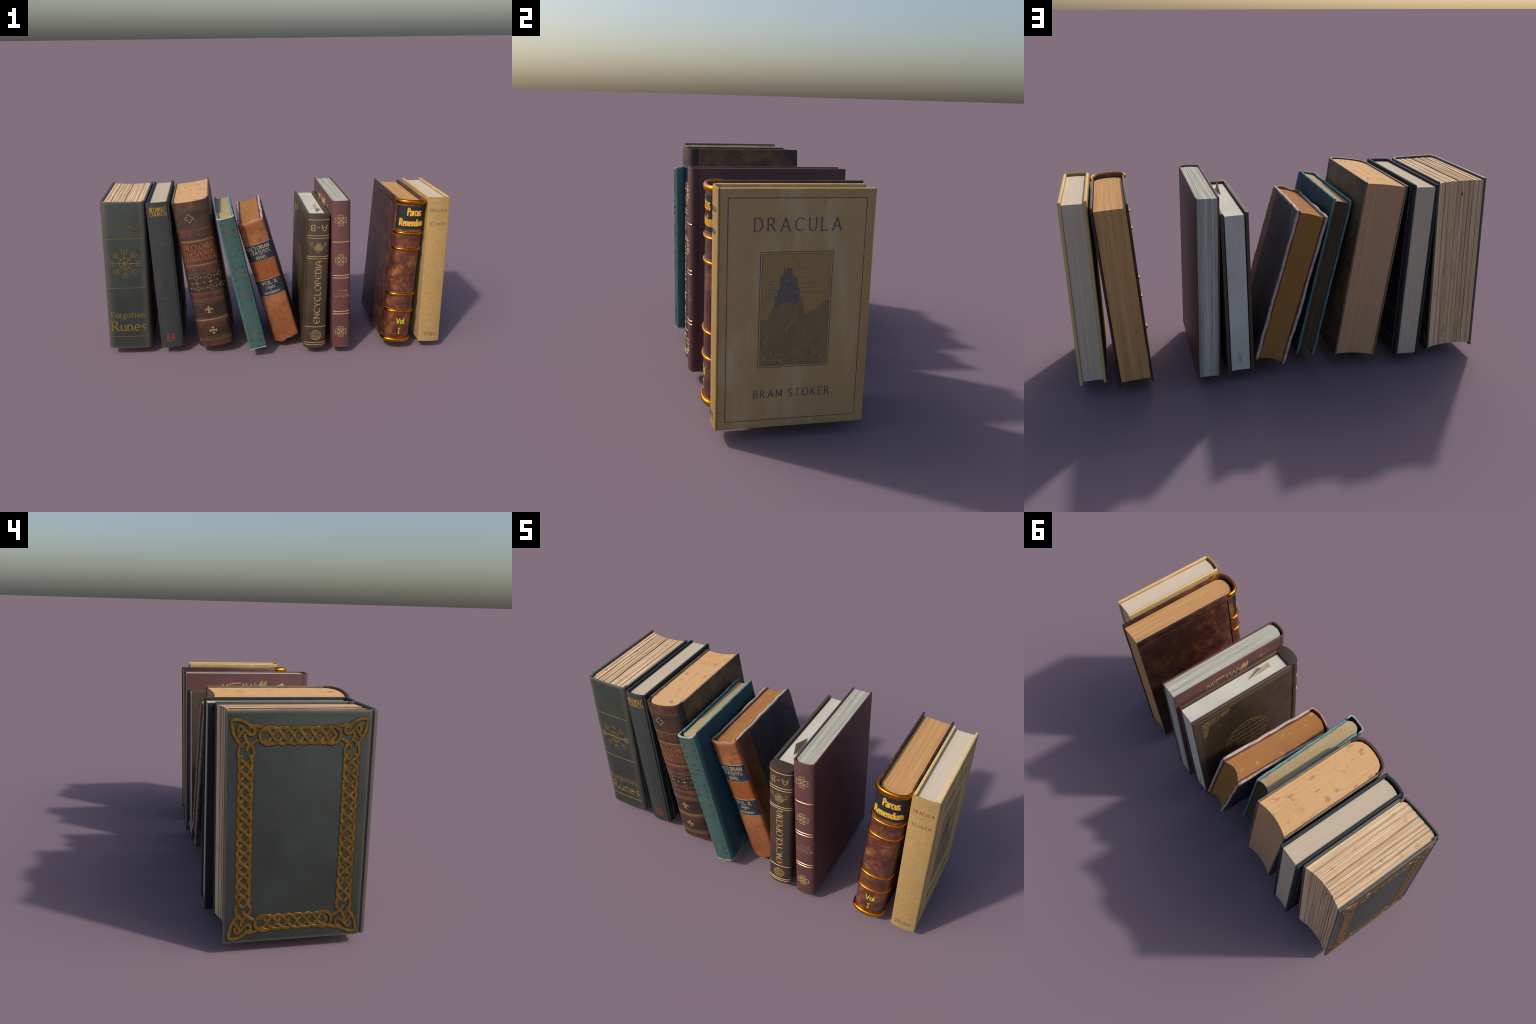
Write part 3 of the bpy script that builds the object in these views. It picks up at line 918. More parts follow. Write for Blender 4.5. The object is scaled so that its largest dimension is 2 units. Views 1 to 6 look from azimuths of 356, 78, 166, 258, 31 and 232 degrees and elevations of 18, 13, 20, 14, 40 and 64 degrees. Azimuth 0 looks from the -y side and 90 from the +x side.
# =================================================================== 4 teal
def teal_book():
    T, D, H = .0995, .5673, .8274
    b = Book("worn teal cloth book with clover decoration", (-.0147, -.2154, .0194), (-.1111, -.3363, .062), T, D, H, .0135)

    def warp(seed):
        def w(p):
            e = min(p.z, H - p.z, abs(D - p.y) + .004)
            k = .0030 * math.exp(-max(e, 0) / .03)
            return p + Vector((nz3(p, 18, seed) * k + nz3(p, 4, seed) * .0012, nz3(p, 22, seed + 3) * k * .8, nz3(p, 14, seed + 5) * k * .9))
        return w
    edge = lin(122, 164, 162)
    cov = cloth_mat("teal_cloth_cover", lin(42, 84, 96), lin(32, 66, 78), None, 900, .7, (edge, (-.06, D + .004, -.003, H + .003), .011, .012), None, .4)
    m = Mat("teal_cloth_spine")
    wv = m.math("ADD", m.math("MULTIPLY", m.noise(1, 2, .6, st=(60, 60, 500)), .5), m.math("MULTIPLY", m.noise(1, 2, .6, st=(500, 500, 50)), .5))
    c = m.ramp(wv, (.3, lin(50, 78, 78)), (.7, lin(68, 96, 94)))
    x, y, z = m.xyz()
    c = m.mix(m.ramp(m.noise(12, 5), (.42, 0.), (.7, .55)), c, lin(62, 86, 78))
    c = m.mix(m.ramp(m.math("SUBTRACT", m.math("ABSOLUTE", x), m.math("MULTIPLY", m.noise(30, 4), .012)), (.033, 0.), (.05, .75)), c, lin(82, 130, 126))
    zz = m.math("MINIMUM", z, m.math("SUBTRACT", H, z))
    c = m.mix(m.ramp(m.math("ADD", zz, m.math("MULTIPLY", m.math("SUBTRACT", m.noise(45, 4), .5), .016)), (.001, .9), (.011, 0.)), c, lin(190, 200, 180))
    c = m.mix(m.ramp(y, (.004, 0.), (.016, 1.)), c, lin(40, 76, 88))
    spm = m.done(c, .75, nrm=m.bump(wv, .3, .0012), spec=.25)
    half = [(.0498, .022), (.0495, .004), (.0505, -.008), (.047, -.0175), (.033, -.0232), (.015, -.0252)]
    prof = [(-x, y) for x, y in half] + [(0, -.0258)] + half[::-1]

    def swarp(p):
        e = min(p.z, H - p.z)
        k = math.exp(-max(e, 0) / .02)
        dz = -.006 * k * math.cos(p.x * 32) * (1 if p.z > H / 2 else -1)
        return p + Vector((nz3(p, 20, 2) * .0018 * (k + .25), nz3(p, 16, 6) * .0014, dz + nz3(p, 40, 9) * .0022 * k))
    b.spine(prof, .006, spm, r=.0022, per=5, nz=40, warp=swarp)
    for s_, nm in ((-1, "front_cover"), (1, "back_cover")):
        b.cover(nm, s_, cov, .0215, r=.0055, seg=3, cuts=26, warp=warp(3 if s_ > 0 else 11))
    pm = pages_mat("grey_tan_pages", lin(198, 178, 138), lin(170, 150, 114), 300, (.3, .72), lin(120, 112, 92), (.6, .74), lin(170, 140, 96), None, .15)
    m2 = Mat("dark_fore_edge")
    front = [(-.036, .012), (-.02, -.004), (0, -.008), (.02, -.004), (.036, .012)]
    b.pages(pm, .0362, front, D - .010, .024, H - .014, .010, 6, .0006, 6)
    drk = pages_mat("dark_page_edge", lin(112, 94, 74), lin(74, 62, 50), 300, (.3, .72), bumpk=.2)  # darker page colour for the strip over the fore-edge
    n = 14
    v, fc = [], []
    for i in range(n + 1):
        xx = -.0358 + .0716 * i / n
        yb = D - .0094 - .010 * (1 - (xx / .0362) ** 2)
        for zq in (.0235, H - .0148):
            v += [(xx, yb - .002, zq), (xx, yb, zq)]
    for i in range(n):
        p, q = 4 * i, 4 * i + 4
        fc += [(p + 1, q + 1, q + 3, p + 3), (p, p + 2, q + 2, q), (p + 2, p + 3, q + 3, q + 2), (p, q, q + 1, p + 1)]
    make("fore_edge", (v, fc), drk, b.e, 40)
    f = b.smap()
    # frayed head cap and tail
    pale = plain("frayed_pale_cloth", lin(168, 178, 158), .9, 0, .4, 70)
    mb = MB()
    for zc, sg in ((H - .006, 1), (.006, -1)):
        pts = [(-.046 + .092 * i / 20, zc - sg * .004 * math.cos((-.046 + .092 * i / 20) * 32) + .0018 * nz3((i * .5, 0, 0), 2, sg)) for i in range(21)]
        ribbon(mb, pts, [.0032 + .0026 * abs(nz3((i * .7, 3, 0), 2, sg)) for i in range(21)], f, .0016)
    make("frayed_edge", mb, pale, b.e)
    slit = plain("torn_slit", lin(24, 34, 34), .9)
    mb = MB()
    pts = [(-.026 + .056 * i / 12, H - .0185 + .010 * (i / 12)) for i in range(13)]
    ribbon(mb, pts, [.0008 + .0052 * math.sin(pi * i / 12) for i in range(13)], f, .0012)
    pts = [(-.012 + .034 * i / 12, .0105 + .002 * (i / 12)) for i in range(13)]
    ribbon(mb, pts, [.0008 + .008 * math.sin(pi * i / 12) for i in range(13)], f, .0012)
    make("torn_slit", mb, slit, b.e)
    # faded stamping on the spine
    brown = plain("faded_bronze_line", lin(88, 80, 56), .7, .1, .35, 80)
    leafm = plain("faded_green_leaf", lin(60, 74, 48), .75, 0, .35, 90)
    rosem = plain("faded_rose", lin(84, 78, 74), .8, 0, .25, 120)
    rosec = plain("faded_rose_heart", lin(104, 74, 66), .8, 0, .25, 120)
    mb, ml, mr, mc = MB(), MB(), MB(), MB()
    for z in (.6815, .5525, .4143, .2826, .2168, .1611, .0412, .806):
        ribbon(mb, [(-.04 + .08 * i / 24, z) for i in range(25)], [.0017 + .001 * nz3((i * .5, z * 9, 0), 2) for i in range(25)], f, .0004)
    def leaf(mbx, u, v, r, a, ff):
        for k in range(3):
            t = a + (k - 1) * 2.1
            c0 = (u + r * .62 * math.cos(t), v + r * .62 * math.sin(t))
            blob(mbx, [(c0[0] + r * .55 * math.cos(q) * (1 - .25 * math.cos(q - t)), c0[1] + r * .55 * math.sin(q)) for q in (2 * pi * i / 10 for i in range(10))], ff, .0004, 1)
    rnd = random.Random(21)
    for zc in (.748, .489, .3545, .101):
        for i in range(7):
            t = 2 * pi * i / 7
            disc(mr, -.001 + .0105 * math.cos(t), zc + .0105 * math.sin(t), .0072, f, .0003, 9)
        disc(mr, -.001, zc, .011, f, .0003, 12)
        disc(mc, -.001, zc, .0065, f, .0006, 10)
        ring(mb, -.001, zc, .031, .0014, f, .0004, 30, .039, 20, 160)
        ring(mb, -.001, zc, .031, .0014, f, .0004, 30, .039, 200, 340)
        for su in (-1, 1):
            for sv in (-1, 0, 1):
                leaf(ml, su * (.0335 - .004 * abs(sv)) - .001, zc + sv * .043 + rnd.uniform(-.006, .006), .0088, rnd.uniform(0, 6), f)
            leaf(ml, su * .017, zc - su * .028, .0066, rnd.uniform(0, 6), f)
    lettering(mb, "THE", f, at(-.014, .647), .014, .03, .2, .1, .15)
    for k, (wd, z) in enumerate(((.068, .618), (.06, .589))):
        lettering(mb, ("IIIINIIIII", "IIM IINIII")[k], f, at(-wd / 2, z), .013, wd, .16, .1, .12)
    make("stamped_line", mb, brown, b.e)
    make("stamped_leaf", ml, leafm, b.e, None, True)
    make("stamped_rose", mr, rosem, b.e, None, True)
    make("stamped_rose_heart", mc, rosec, b.e, None, True)
    # cover stamping: dotted frame, corner sprays
    rust = plain("rust_stamped_line", lin(92, 78, 64), .7, 0, .3, 80)
    gl = plain("dark_green_clover", lin(34, 62, 44), .75, 0, .3, 90)
    for s_ in (1, -1):
        g = b.cmap(s_)
        mb, ml = MB(), MB()
        y0, y1, z0, z1 = .052, D - .018, .022, H - .022
        for a, c in (((y0, z0), (y1, z0)), ((y1, z0), (y1, z1)), ((y1, z1), (y0, z1)), ((y0, z1), (y0, z0))):
            n = int(math.dist(a, c) / .007)
            for i in range(n):
                t = (i + .5) / n
                disc(mb, a[0] + (c[0] - a[0]) * t, a[1] + (c[1] - a[1]) * t, .0019, g, .0005, 6)
        for cy, sy in ((y0 + .012, 1), (y1 - .012, -1)):
            for cz, sz in ((z0 + .012, 1), (z1 - .012, -1)):
                Q = lambda u, v: (cy + sy * u, cz + sz * v)
                for pts in (((0, 0), (.06, .012), (.12, .006), (.175, .03)), ((0, 0), (.012, .06), (.008, .13), (.035, .185)), ((0, 0), (.05, .03), (.09, .055), (.12, .04)), ((0, 0), (.028, .045), (.05, .1), (.045, .13)),
                            ((.175, .03), (.15, .055), (.12, .04), (.10, .062)), ((.035, .185), (.06, .16), (.045, .13), (.066, .105))):
                    ribbon(mb, catmull([Q(*p) for p in pts], 8), .0016, g, .0005)
                for (u, v), r in (((.05, .052), .017), ((.085, .035), .014), ((.125, .06), .013), ((.16, .045), .012), ((.03, .085), .014), ((.062, .105), .014), ((.05, .15), .013), ((.085, .075), .012)):
                    q = Q(u, v)
                    leaf(ml, q[0], q[1], r, math.atan2(sz, sy) + u * 20, g)
        make("stamped_frame", mb, rust, b.e, None, True)
        make("stamped_clover", ml, gl, b.e, None, True)
    mb = MB()
    g = b.cmap(1)
    for p, q in (((.10, .03), (.15, .075)), ((.12, .022), (.16, .05)), ((.09, .012), (.17, .028)), ((.05, .006), (.12, .010))):
        line(mb, p, q, .0022, g, .0008, 6)
    make("scratch", mb, plain("pale_scratch", lin(120, 140, 140), .9), b.e)


# =================================================================== 5 orange law book
def tan_book():
    T, D, H = .1559, .5281, .7787
    b = Book("worn tan leather law book with black labels", (.0229, -.2814, -.0302), (.073, -.2015, .0647), T, D, H, .0145)

    def warp(seed):
        def w(p):
            e = min(p.z, H - p.z, abs(D - p.y))
            k = .0042 * math.exp(-max(e, 0) / .035)
            q = p + Vector((nz3(p, 14, seed) * k * 1.1 + nz3(p, 5, seed) * .0016, nz3(p, 26, seed + 3) * k * .7, nz3(p, 20, seed + 5) * k))
            r = math.hypot(D - p.y, min(p.z, H - p.z))
            if r < .03:                                        # rounded, crushed corners
                t = (.03 - r) / .03
                q.y -= .006 * t
                q.z += .005 * t * (1 if p.z < H / 2 else -1)
            return q
        return w
    m = Mat("worn_navy_board")
    c = m.ramp(m.noise(10, 5, .6), (.35, lin(48, 46, 52)), (.7, lin(68, 66, 72)))
    c = m.mix(m.ramp(m.noise(30, 5, .7), (.58, 0.), (.76, .6)), c, lin(96, 84, 76))
    ew = m.edge(-.02, D + .001, 0, H, .014, .014, 38)
    c = m.mix(m.math("MULTIPLY", ew, .92), c, m.ramp(m.noise(30, 5, .65), (.3, lin(166, 134, 116)), (.5, lin(206, 182, 168)), (.72, lin(158, 150, 156))))
    board = m.done(c, .65, nrm=m.bump(m.noise(120, 5, .7), .5, .002), spec=.3)
    tan = Mat("tan_calf_leather")
    c = tan.ramp(tan.noise(9, 6, .62), (.32, lin(138, 82, 44)), (.66, lin(168, 110, 66)))
    x, y, z = tan.xyz()
    mid = tan.math("MULTIPLY", tan.ramp(z, (.40, 0.), (.416, 1.)), tan.ramp(z, (.525, 1.), (.54, 0.)))
    c = tan.mix(tan.math("MULTIPLY", mid, .8), c, lin(142, 76, 34))
    low = tan.ramp(z, (.05, .85), (.31, 0.))
    c = tan.mix(low, c, tan.ramp(tan.noise(14, 5), (.35, lin(128, 70, 40)), (.7, lin(148, 88, 52))))
    c = tan.mix(tan.ramp(tan.noise(26, 5, .6), (.54, 0.), (.66, .6)), c, lin(104, 58, 42))
    c = tan.mix(tan.ramp(tan.noise(130, 3, .6), (.61, 0.), (.68, .75)), c, lin(96, 52, 34))
    c = tan.mix(tan.ramp(tan.noise(60, 4, .7), (.6, 0.), (.7, .6)), c, lin(180, 126, 84))
    zz = tan.math("SUBTRACT", H, z)
    c = tan.mix(tan.ramp(tan.math("ADD", zz, tan.math("MULTIPLY", tan.noise(40, 4), .012)), (.006, .8), (.022, 0.)), c, lin(188, 140, 112))
    calf = tan.done(c, .5, nrm=tan.bump(tan.noise(45, 6, .65), .5, .004, tan.bump(tan.voro(220), .2, .001)), spec=.4)
    half = [(.0775, .012), (.0778, -.004), (.0715, -.0175), (.0515, -.0255), (.025, -.0305)]
    prof = [(-x, y) for x, y in half] + [(0, -.032)] + half[::-1]

    def swarp(p):
        k = math.exp(-max(min(p.z, H - p.z), 0) / .03)
        dz = 0.
        if p.z < .2:
            dz = -.012 * k * max(0, 1 - ((p.x + .035) / .03) ** 2) + .012 * k * max(0, (p.x - .03) / .05)
        else:
            dz = .003 * k * math.sin(p.x * 70)
        return p + Vector((nz3(p, 14, 4) * .0016, nz3(p, 13, 7) * .0022, dz + nz3(p, 30, 2) * .003 * k))
    b.spine(prof, .0085, calf, r=.003, per=6, nz=44, warp=swarp)
    for s_, nm in ((-1, "front_cover"), (1, "back_cover")):
        b.cover(nm, s_, board, .0118, r=.005, seg=3, cuts=30, warp=warp(5 if s_ > 0 else 17))
    # leather back strip and corners lying on the boards
    side = leather_mat("dark_tan_side_leather", lin(128, 84, 48), lin(84, 56, 40), lin(104, 66, 36), 9, .5, .4)
    corner = leather_mat("scuffed_corner_leather", lin(110, 82, 72), lin(70, 64, 74), lin(126, 86, 66), 30, .6, .4)
    for s_ in (1, -1):
        w0 = warp(5 if s_ > 0 else 17)

        def g(u, v, o, s_=s_, w0=w0):
            p = w0(Vector((s_ * T / 2, u, v)))
            return (p.x + s_ * o, p.y, p.z)
        mb = MB()
        patch(mb, .0125, .112, .004, H - .004, g, .0009, 8, 40)
        make("side_leather", mb, side, b.e, 40)
        mb = MB()
        for za, sg in ((H - .005, -1), (.005, 1)):
            pts = [(D - .006, za + sg * .005), (D - .0055, za + sg * .135)]
            pts += [(D - .006 - .128 * t, za + sg * .135 * (1 - t)) for t in (.2, .4, .6, .8)] + [(D - .134, za)]
            pts += [(D - .134 + .122 * t, za) for t in (.25, .5, .75, 1.)]
            blob(mb, pts, g, .0009, 6)
        make("corner_leather", mb, corner, b.e, 40)
    red = leather_mat("red_brown_turn_in", lin(126, 62, 40), lin(84, 44, 34), lin(74, 66, 62), 16, .6, .4)
    xi = T / 2 - b.bt
    for s_ in (1, -1):
        a, c_ = (xi - .0065, xi - .0002) if s_ > 0 else (-xi + .0002, -xi + .0065)
        w0 = warp(8)
        me = box_mesh(a, c_, .004, D - .006, .004, H - .005, .003, 2, 20, lambda p: p + Vector((nz3(p, 18, 2) * .0008, nz3(p, 18, 5) * .0014, nz3(p, 22, 9) * .0016)))
        put("endpaper", me, red, b.e, 40)
    pm = pages_mat("orange_toned_pages", lin(178, 124, 76), lin(156, 104, 60), 320, (.28, .74), lin(206, 156, 104), (.6, .7), lin(158, 110, 66), None, .15, lin(168, 122, 62))
    front = [(-.055, -.002), (-.03, -.012), (0, -.0185), (.03, -.012), (.055, .0)]
    b.pages(pm, xi - .0068, front, D - .010, .015, H - .012, .022, 8, .0006, 7)
    f = b.smap()

    def fs(u, v, o):
        q = f(u, v, o)
        p = swarp(Vector(q))
        return tuple(p)
    lm = leather_mat("black_blue_label", lin(52, 60, 72), lin(34, 40, 50), lin(58, 66, 78), 12, .5, .3)
    for za, zb in ((.532, .638), (.305, .4095)):
        mb = MB()
        patch(mb, -.0762, .0762, za, zb, fs, .0012, 36, 6)
        make("title_label", mb, lm, b.e, 40)
    silver = foil_mat("worn_silver_rule", lin(168, 158, 132), .3, .5, lin(110, 100, 84), (.5, .66))
    mb = MB()
    for z in (.532, .638, .305, .4095):
        ribbon(mb, [(-.0755 + .151 * i / 36, z) for i in range(37)], .0042, fs, .0017)
    make("label_rule", mb, silver, b.e)
    mb = MB()
    lettering(mb, "VICTORIAN", fs, at(-.0655, .6035), .0225, .130, .26, .1, .16, h=.0018)
    lettering(mb, "STATUTES", fs, at(-.057, .576), .020, .116, .26, .1, .16, h=.0018)
    lettering(mb, "1890.", fs, at(-.032, .543), .020, .064, .24, .1, .14, h=.0018)
    line(mb, (-.010, .5695), (.014, .5695), .0018, fs, .0018, 6)
    lettering(mb, "VOL. II.", fs, at(-.0435, .377), .021, .09, .24, .1, .16, h=.0018)
    line(mb, (-.012, .371), (.006, .371), .0018, fs, .0018, 6)
    lettering(mb, "CRIMES", fs, at(-.0275, .3495), .0135, .053, .26, .12, .14, h=.0018)
    lettering(mb, "&", fs, at(-.005, .3365), .009, .009, .26, .12, 0, h=.0018)
    lettering(mb, "INSTRUMENTS", fs, at(-.0445, .3165), .0125, .091, .26, .12, .12, h=.0018)
    make("gilt_title", mb, foil_mat("pale_gold_title", lin(196, 182, 150), .3, .5, lin(120, 116, 104), (.55, .7)), b.e)
    # crack across the tail of the spine
    mb = MB()
    crack = [(-.058, .066), (-.045, .069), (-.036, .060), (-.022, .050), (-.006, .041), (.004, .036), (.016, .034), (.026, .022)]
    p = catmull(crack, 6)
    ribbon(mb, [(q[0], q[1] + .002 * nz3((q[0] * 60, 0, 0), 3)) for q in p], [.0006 + .0016 * abs(nz3((i * .4, 1, 0), 1.7)) for i in range(len(p))], fs, .0012)
    make("leather_crack", mb, plain("dark_crack", lin(84, 42, 34), .8), b.e)


# =================================================================== 6 brown reference volume
def reference_book():
    T, D, H = .1306, .6381, .8113
    b = Book("dark brown reference book with gold globe", (0, .0178, 0), (.2292, -.3143, .0476), T, D, H, .0152)

    def skin(name, rect=None):
        m = Mat(name)
        c = m.ramp(m.noise(7, 5, .6), (.35, lin(54, 44, 36)), (.68, lin(74, 59, 46)))
        c = m.mix(m.ramp(m.noise(11, 4, loc=(2, 2, 2)), (.52, 0.), (.74, .6)), c, lin(90, 64, 48))
        if rect:
            c = m.mix(m.edge(*rect, .05, .02, 20), c, lin(84, 68, 54))
        return m.done(c, .5, nrm=m.bump(m.noise(300, 3), .12, .001), spec=.4)
    cov = skin("dark_brown_cover", (0, D, 0, H))
    spm = skin("brown_spine")
    half = [(.0650, .0335), (.0625, .030), (.0622, .020), (.0650, .0165), (.0653, .004), (.0585, -.0115), (.041, -.0208), (.02, -.0255)]
    prof = [(-x, y) for x, y in half] + [(0, -.0268)] + half[::-1]
    b.spine(prof, .01, spm, r=.0015, per=4, inner=lambda p: [(q[0] * .86, .0395) for q in p])
    for s_, nm in ((-1, "front_cover"), (1, "back_cover")):
        b.cover(nm, s_, cov, .0338, r=.0018)
    m = Mat("clean_folded_paper_edge")
    c = m.ramp(m.noise(5, 4, .55), (.3, lin(200, 192, 176)), (.7, lin(212, 210, 196)))
    c = m.mix(m.ramp(m.voro(14, loc=(1, 2, 0), st=(1, .7, .7)), (.10, .35), (.15, 0.)), c, lin(190, 174, 148))
    c = m.mix(m.ramp(m.noise(1, 2, st=(70, 3, 3)), (.68, 0.), (.72, .45)), c, lin(160, 152, 136))
    pm = m.done(c, .8, nrm=m.bump(m.noise(1, 2, st=(90, 1.5, 1.5)), .1, .001), spec=.15)
    b.pages(pm, .0452, [(-.0452, .0425), (.0452, .0425)], D - .004, .015, H - .0125, .0, 3, .0003, 9)
    gold = foil_mat("bright_gold_foil", lin(226, 190, 128), .6, .35)
    thin = foil_mat("thin_gold_foil", lin(136, 114, 70), .4, .5)
    f = b.smap()
    mb = MB()
    for z in (.7889, .6965, .6812, .572, .559, .1355, .0336, .0194):
        ribbon(mb, [(-.0625 + .125 * i / 32, z) for i in range(33)], .0046, f, .0012)
    make("gilt_rule", mb, gold, b.e, 30)
    mb = MB()
    lettering(mb, "ENCYCLOPEDIA", f, at(.0205, .158, (0, 1), (-1, 0)), .0345, .386, .17, .09, .13, UNCIAL, .24)
    lettering(mb, "A-B", f, at(.044, .7585, (-1, 0), (0, -1)), .0345, .089, .17, .09, .16, UNCIAL, .32)
    make("gilt_title", mb, gold, b.e)
    mb = MB()
    # small globe
    u, v, r = .0018, .0815, .0305
    ring(mb, u, v, r, .004, f, .0009, 40)
    for k in (-.62, -.32, 0, .32, .62):
        hw = r * math.sqrt(1 - k * k)
        line(mb, (u - hw, v + k * r), (u + hw, v + k * r), .0024, f, .0008, 8)
        ribbon(mb, [(u + k * r * 1.05 * math.cos(t), v + r * math.sin(t)) for t in (-pi / 2 + pi * i / 16 for i in range(17))], .0024, f, .0008)
    make("gilt_globe", mb, foil_mat("soft_gold_foil", lin(190, 160, 106), .5, .42), b.e)
    mb = MB()
    # scroll-work cartouche
    u, v = 0., .623
    for s_ in (-1, 1):
        for pts, w in (([(.016, -.006), (.022, .000), (.030, .006), (.0385, .012), (.0435, .021), (.042, .030), (.036, .031), (.033, .025), (.037, .021)], .0042),
                       ([(.006, -.016), (.014, -.010), (.022, -.008), (.0215, .004), (.016, .013), (.022, .017)], .0046),
                       ([(0, -.033), (.007, -.024), (.011, -.016), (.019, -.014), (.022, -.008)], .0030),
                       ([(0, .036), (.009, .032), (.015, .024), (.012, .019), (.008, .023), (.005, .027)], .0034),
                       ([(0, .006), (.008, .012), (.013, .010), (.012, .001), (.005, -.004), (0, -.009)], .0036),
                       ([(.002, -.008), (.012, .002), (.020, .010), (.026, .010)], .0024),
                       ([(0, -.018), (.006, -.021), (.004, -.026), (0, -.031)], .0022)):
            ribbon(mb, catmull([(u + s_ * p, v + q) for p, q in pts], 6), w, f, .0008)
    blob(mb, [(u + .010 * math.cos(t), v + .018 + .011 * math.sin(t)) for t in (2 * pi * i / 12 for i in range(12))], f, .0006, 2)
    blob(mb, [(u + .019 * math.cos(t), v - .001 + .012 * math.sin(t)) for t in (2 * pi * i / 14 for i in range(14))], f, .0004, 2)
    make("gilt_cartouche", mb, foil_mat("dull_cartouche_gold", lin(164, 140, 94), .45, .45), b.e)
    for s_ in (-1, 1):
        g = b.cmap(s_)
        mb = MB()
        y0, y1, z0, z1 = .0425, .612, .028, .783
        for a, c_ in (((y0, z0), (y1, z0)), ((y1, z0), (y1, z1)), ((y1, z1), (y0, z1)), ((y0, z1), (y0, z0))):
            line(mb, a, c_, .0036, g, .0003, 8, lift=.0001 * (1 if a[0] == c_[0] else 2))
        make("gilt_frame", mb, thin, b.e)
        mb = MB()
        cy, cz, R = .3275, .405, .1405
        ring(mb, cy, cz, R, .0045, g, .00022, 64)
        ring(mb, cy, cz, R * .975, .002, g, .00022, 64)
        for k in (-.75, -.45, -.15, .15, .45, .75):
            hw = R * math.sqrt(1 - k * k)
            line(mb, (cy - hw, cz + k * R), (cy + hw, cz + k * R), .003, g, .0002, 6)
        for k in (-.82, -.5, -.17, .17, .5, .82):
            ribbon(mb, [(cy + k * R * math.cos(t), cz + R * math.sin(t)) for t in (-pi / 2 + pi * i / 32 for i in range(33))], .0052, g, .00024)
        make("gilt_globe", mb, thin, b.e)
        mb = MB()
        rnd = random.Random(31)
        qy, qz = y1 - .014, z1 - .020
        for i in range(190):
            t = rnd.random()
            wd = .044 * (1 - t) ** .45 + .004
            a = rnd.random() * wd
            p = (.014 + t * .155, .006 + a) if i % 2 else (.008 + a, .010 + t * .125)
            a0 = rnd.uniform(0, 360)
            ring(mb, qy - p[0], qz - p[1], rnd.uniform(.003, .0075), .0024, g, .0002, 10, None, a0, a0 + rnd.uniform(160, 320))
        make("gilt_corner_flourish", mb, thin, b.e, None, True)
    # a loose sheet whose corners stick out of the leaves
    pap = Mat("aged_bookmark_paper")
    c = pap.ramp(pap.noise(12, 4), (.3, lin(176, 160, 132)), (.7, lin(198, 178, 150)))
    pap = pap.done(c, .85, nrm=pap.bump(pap.noise(150, 3), .1, .001), spec=.15)
    mb = MB()
    fl = lambda u, v, o: (.0005 + o, u, v)
    P = [(.112, .796), (.137, .851), (.267, .797)]
    n = len(P)
    for x_ in (0., .0012):
        mb.v += [(x_, *p) for p in P]
    mb.f += [(0, 1, 2), (5, 4, 3), (0, 3, 4, 1), (1, 4, 5, 2), (2, 5, 3, 0)]
    k = len(mb.v)
    for Q in ([(.630, .125), (.650, .066), (.630, .058)], [(.19, .02), (.29, -.0478), (.33, .02)]):
        k = len(mb.v)
        for x_ in (.002, .0032):
            mb.v += [(x_, *p) for p in Q]
        mb.f += [tuple(k + i for i in q) for q in ((0, 1, 2), (5, 4, 3), (0, 3, 4, 1), (1, 4, 5, 2), (2, 5, 3, 0))]
    make("loose_paper_sheet", mb, pap, b.e)
    mb = MB()
    ink = plain("printed_ink", lin(112, 104, 92), .8)
    for p, q in (((.128, .818), (.196, .806)), ((.132, .826), (.138, .833)), ((.142, .823), (.147, .830)), ((.16, .807), (.2, .8))):
        line(mb, p, q, .0014, lambda u, v, o: (-.0002 - o, u, v), .0003, 4)
    make("printed_line", mb, ink, b.e)


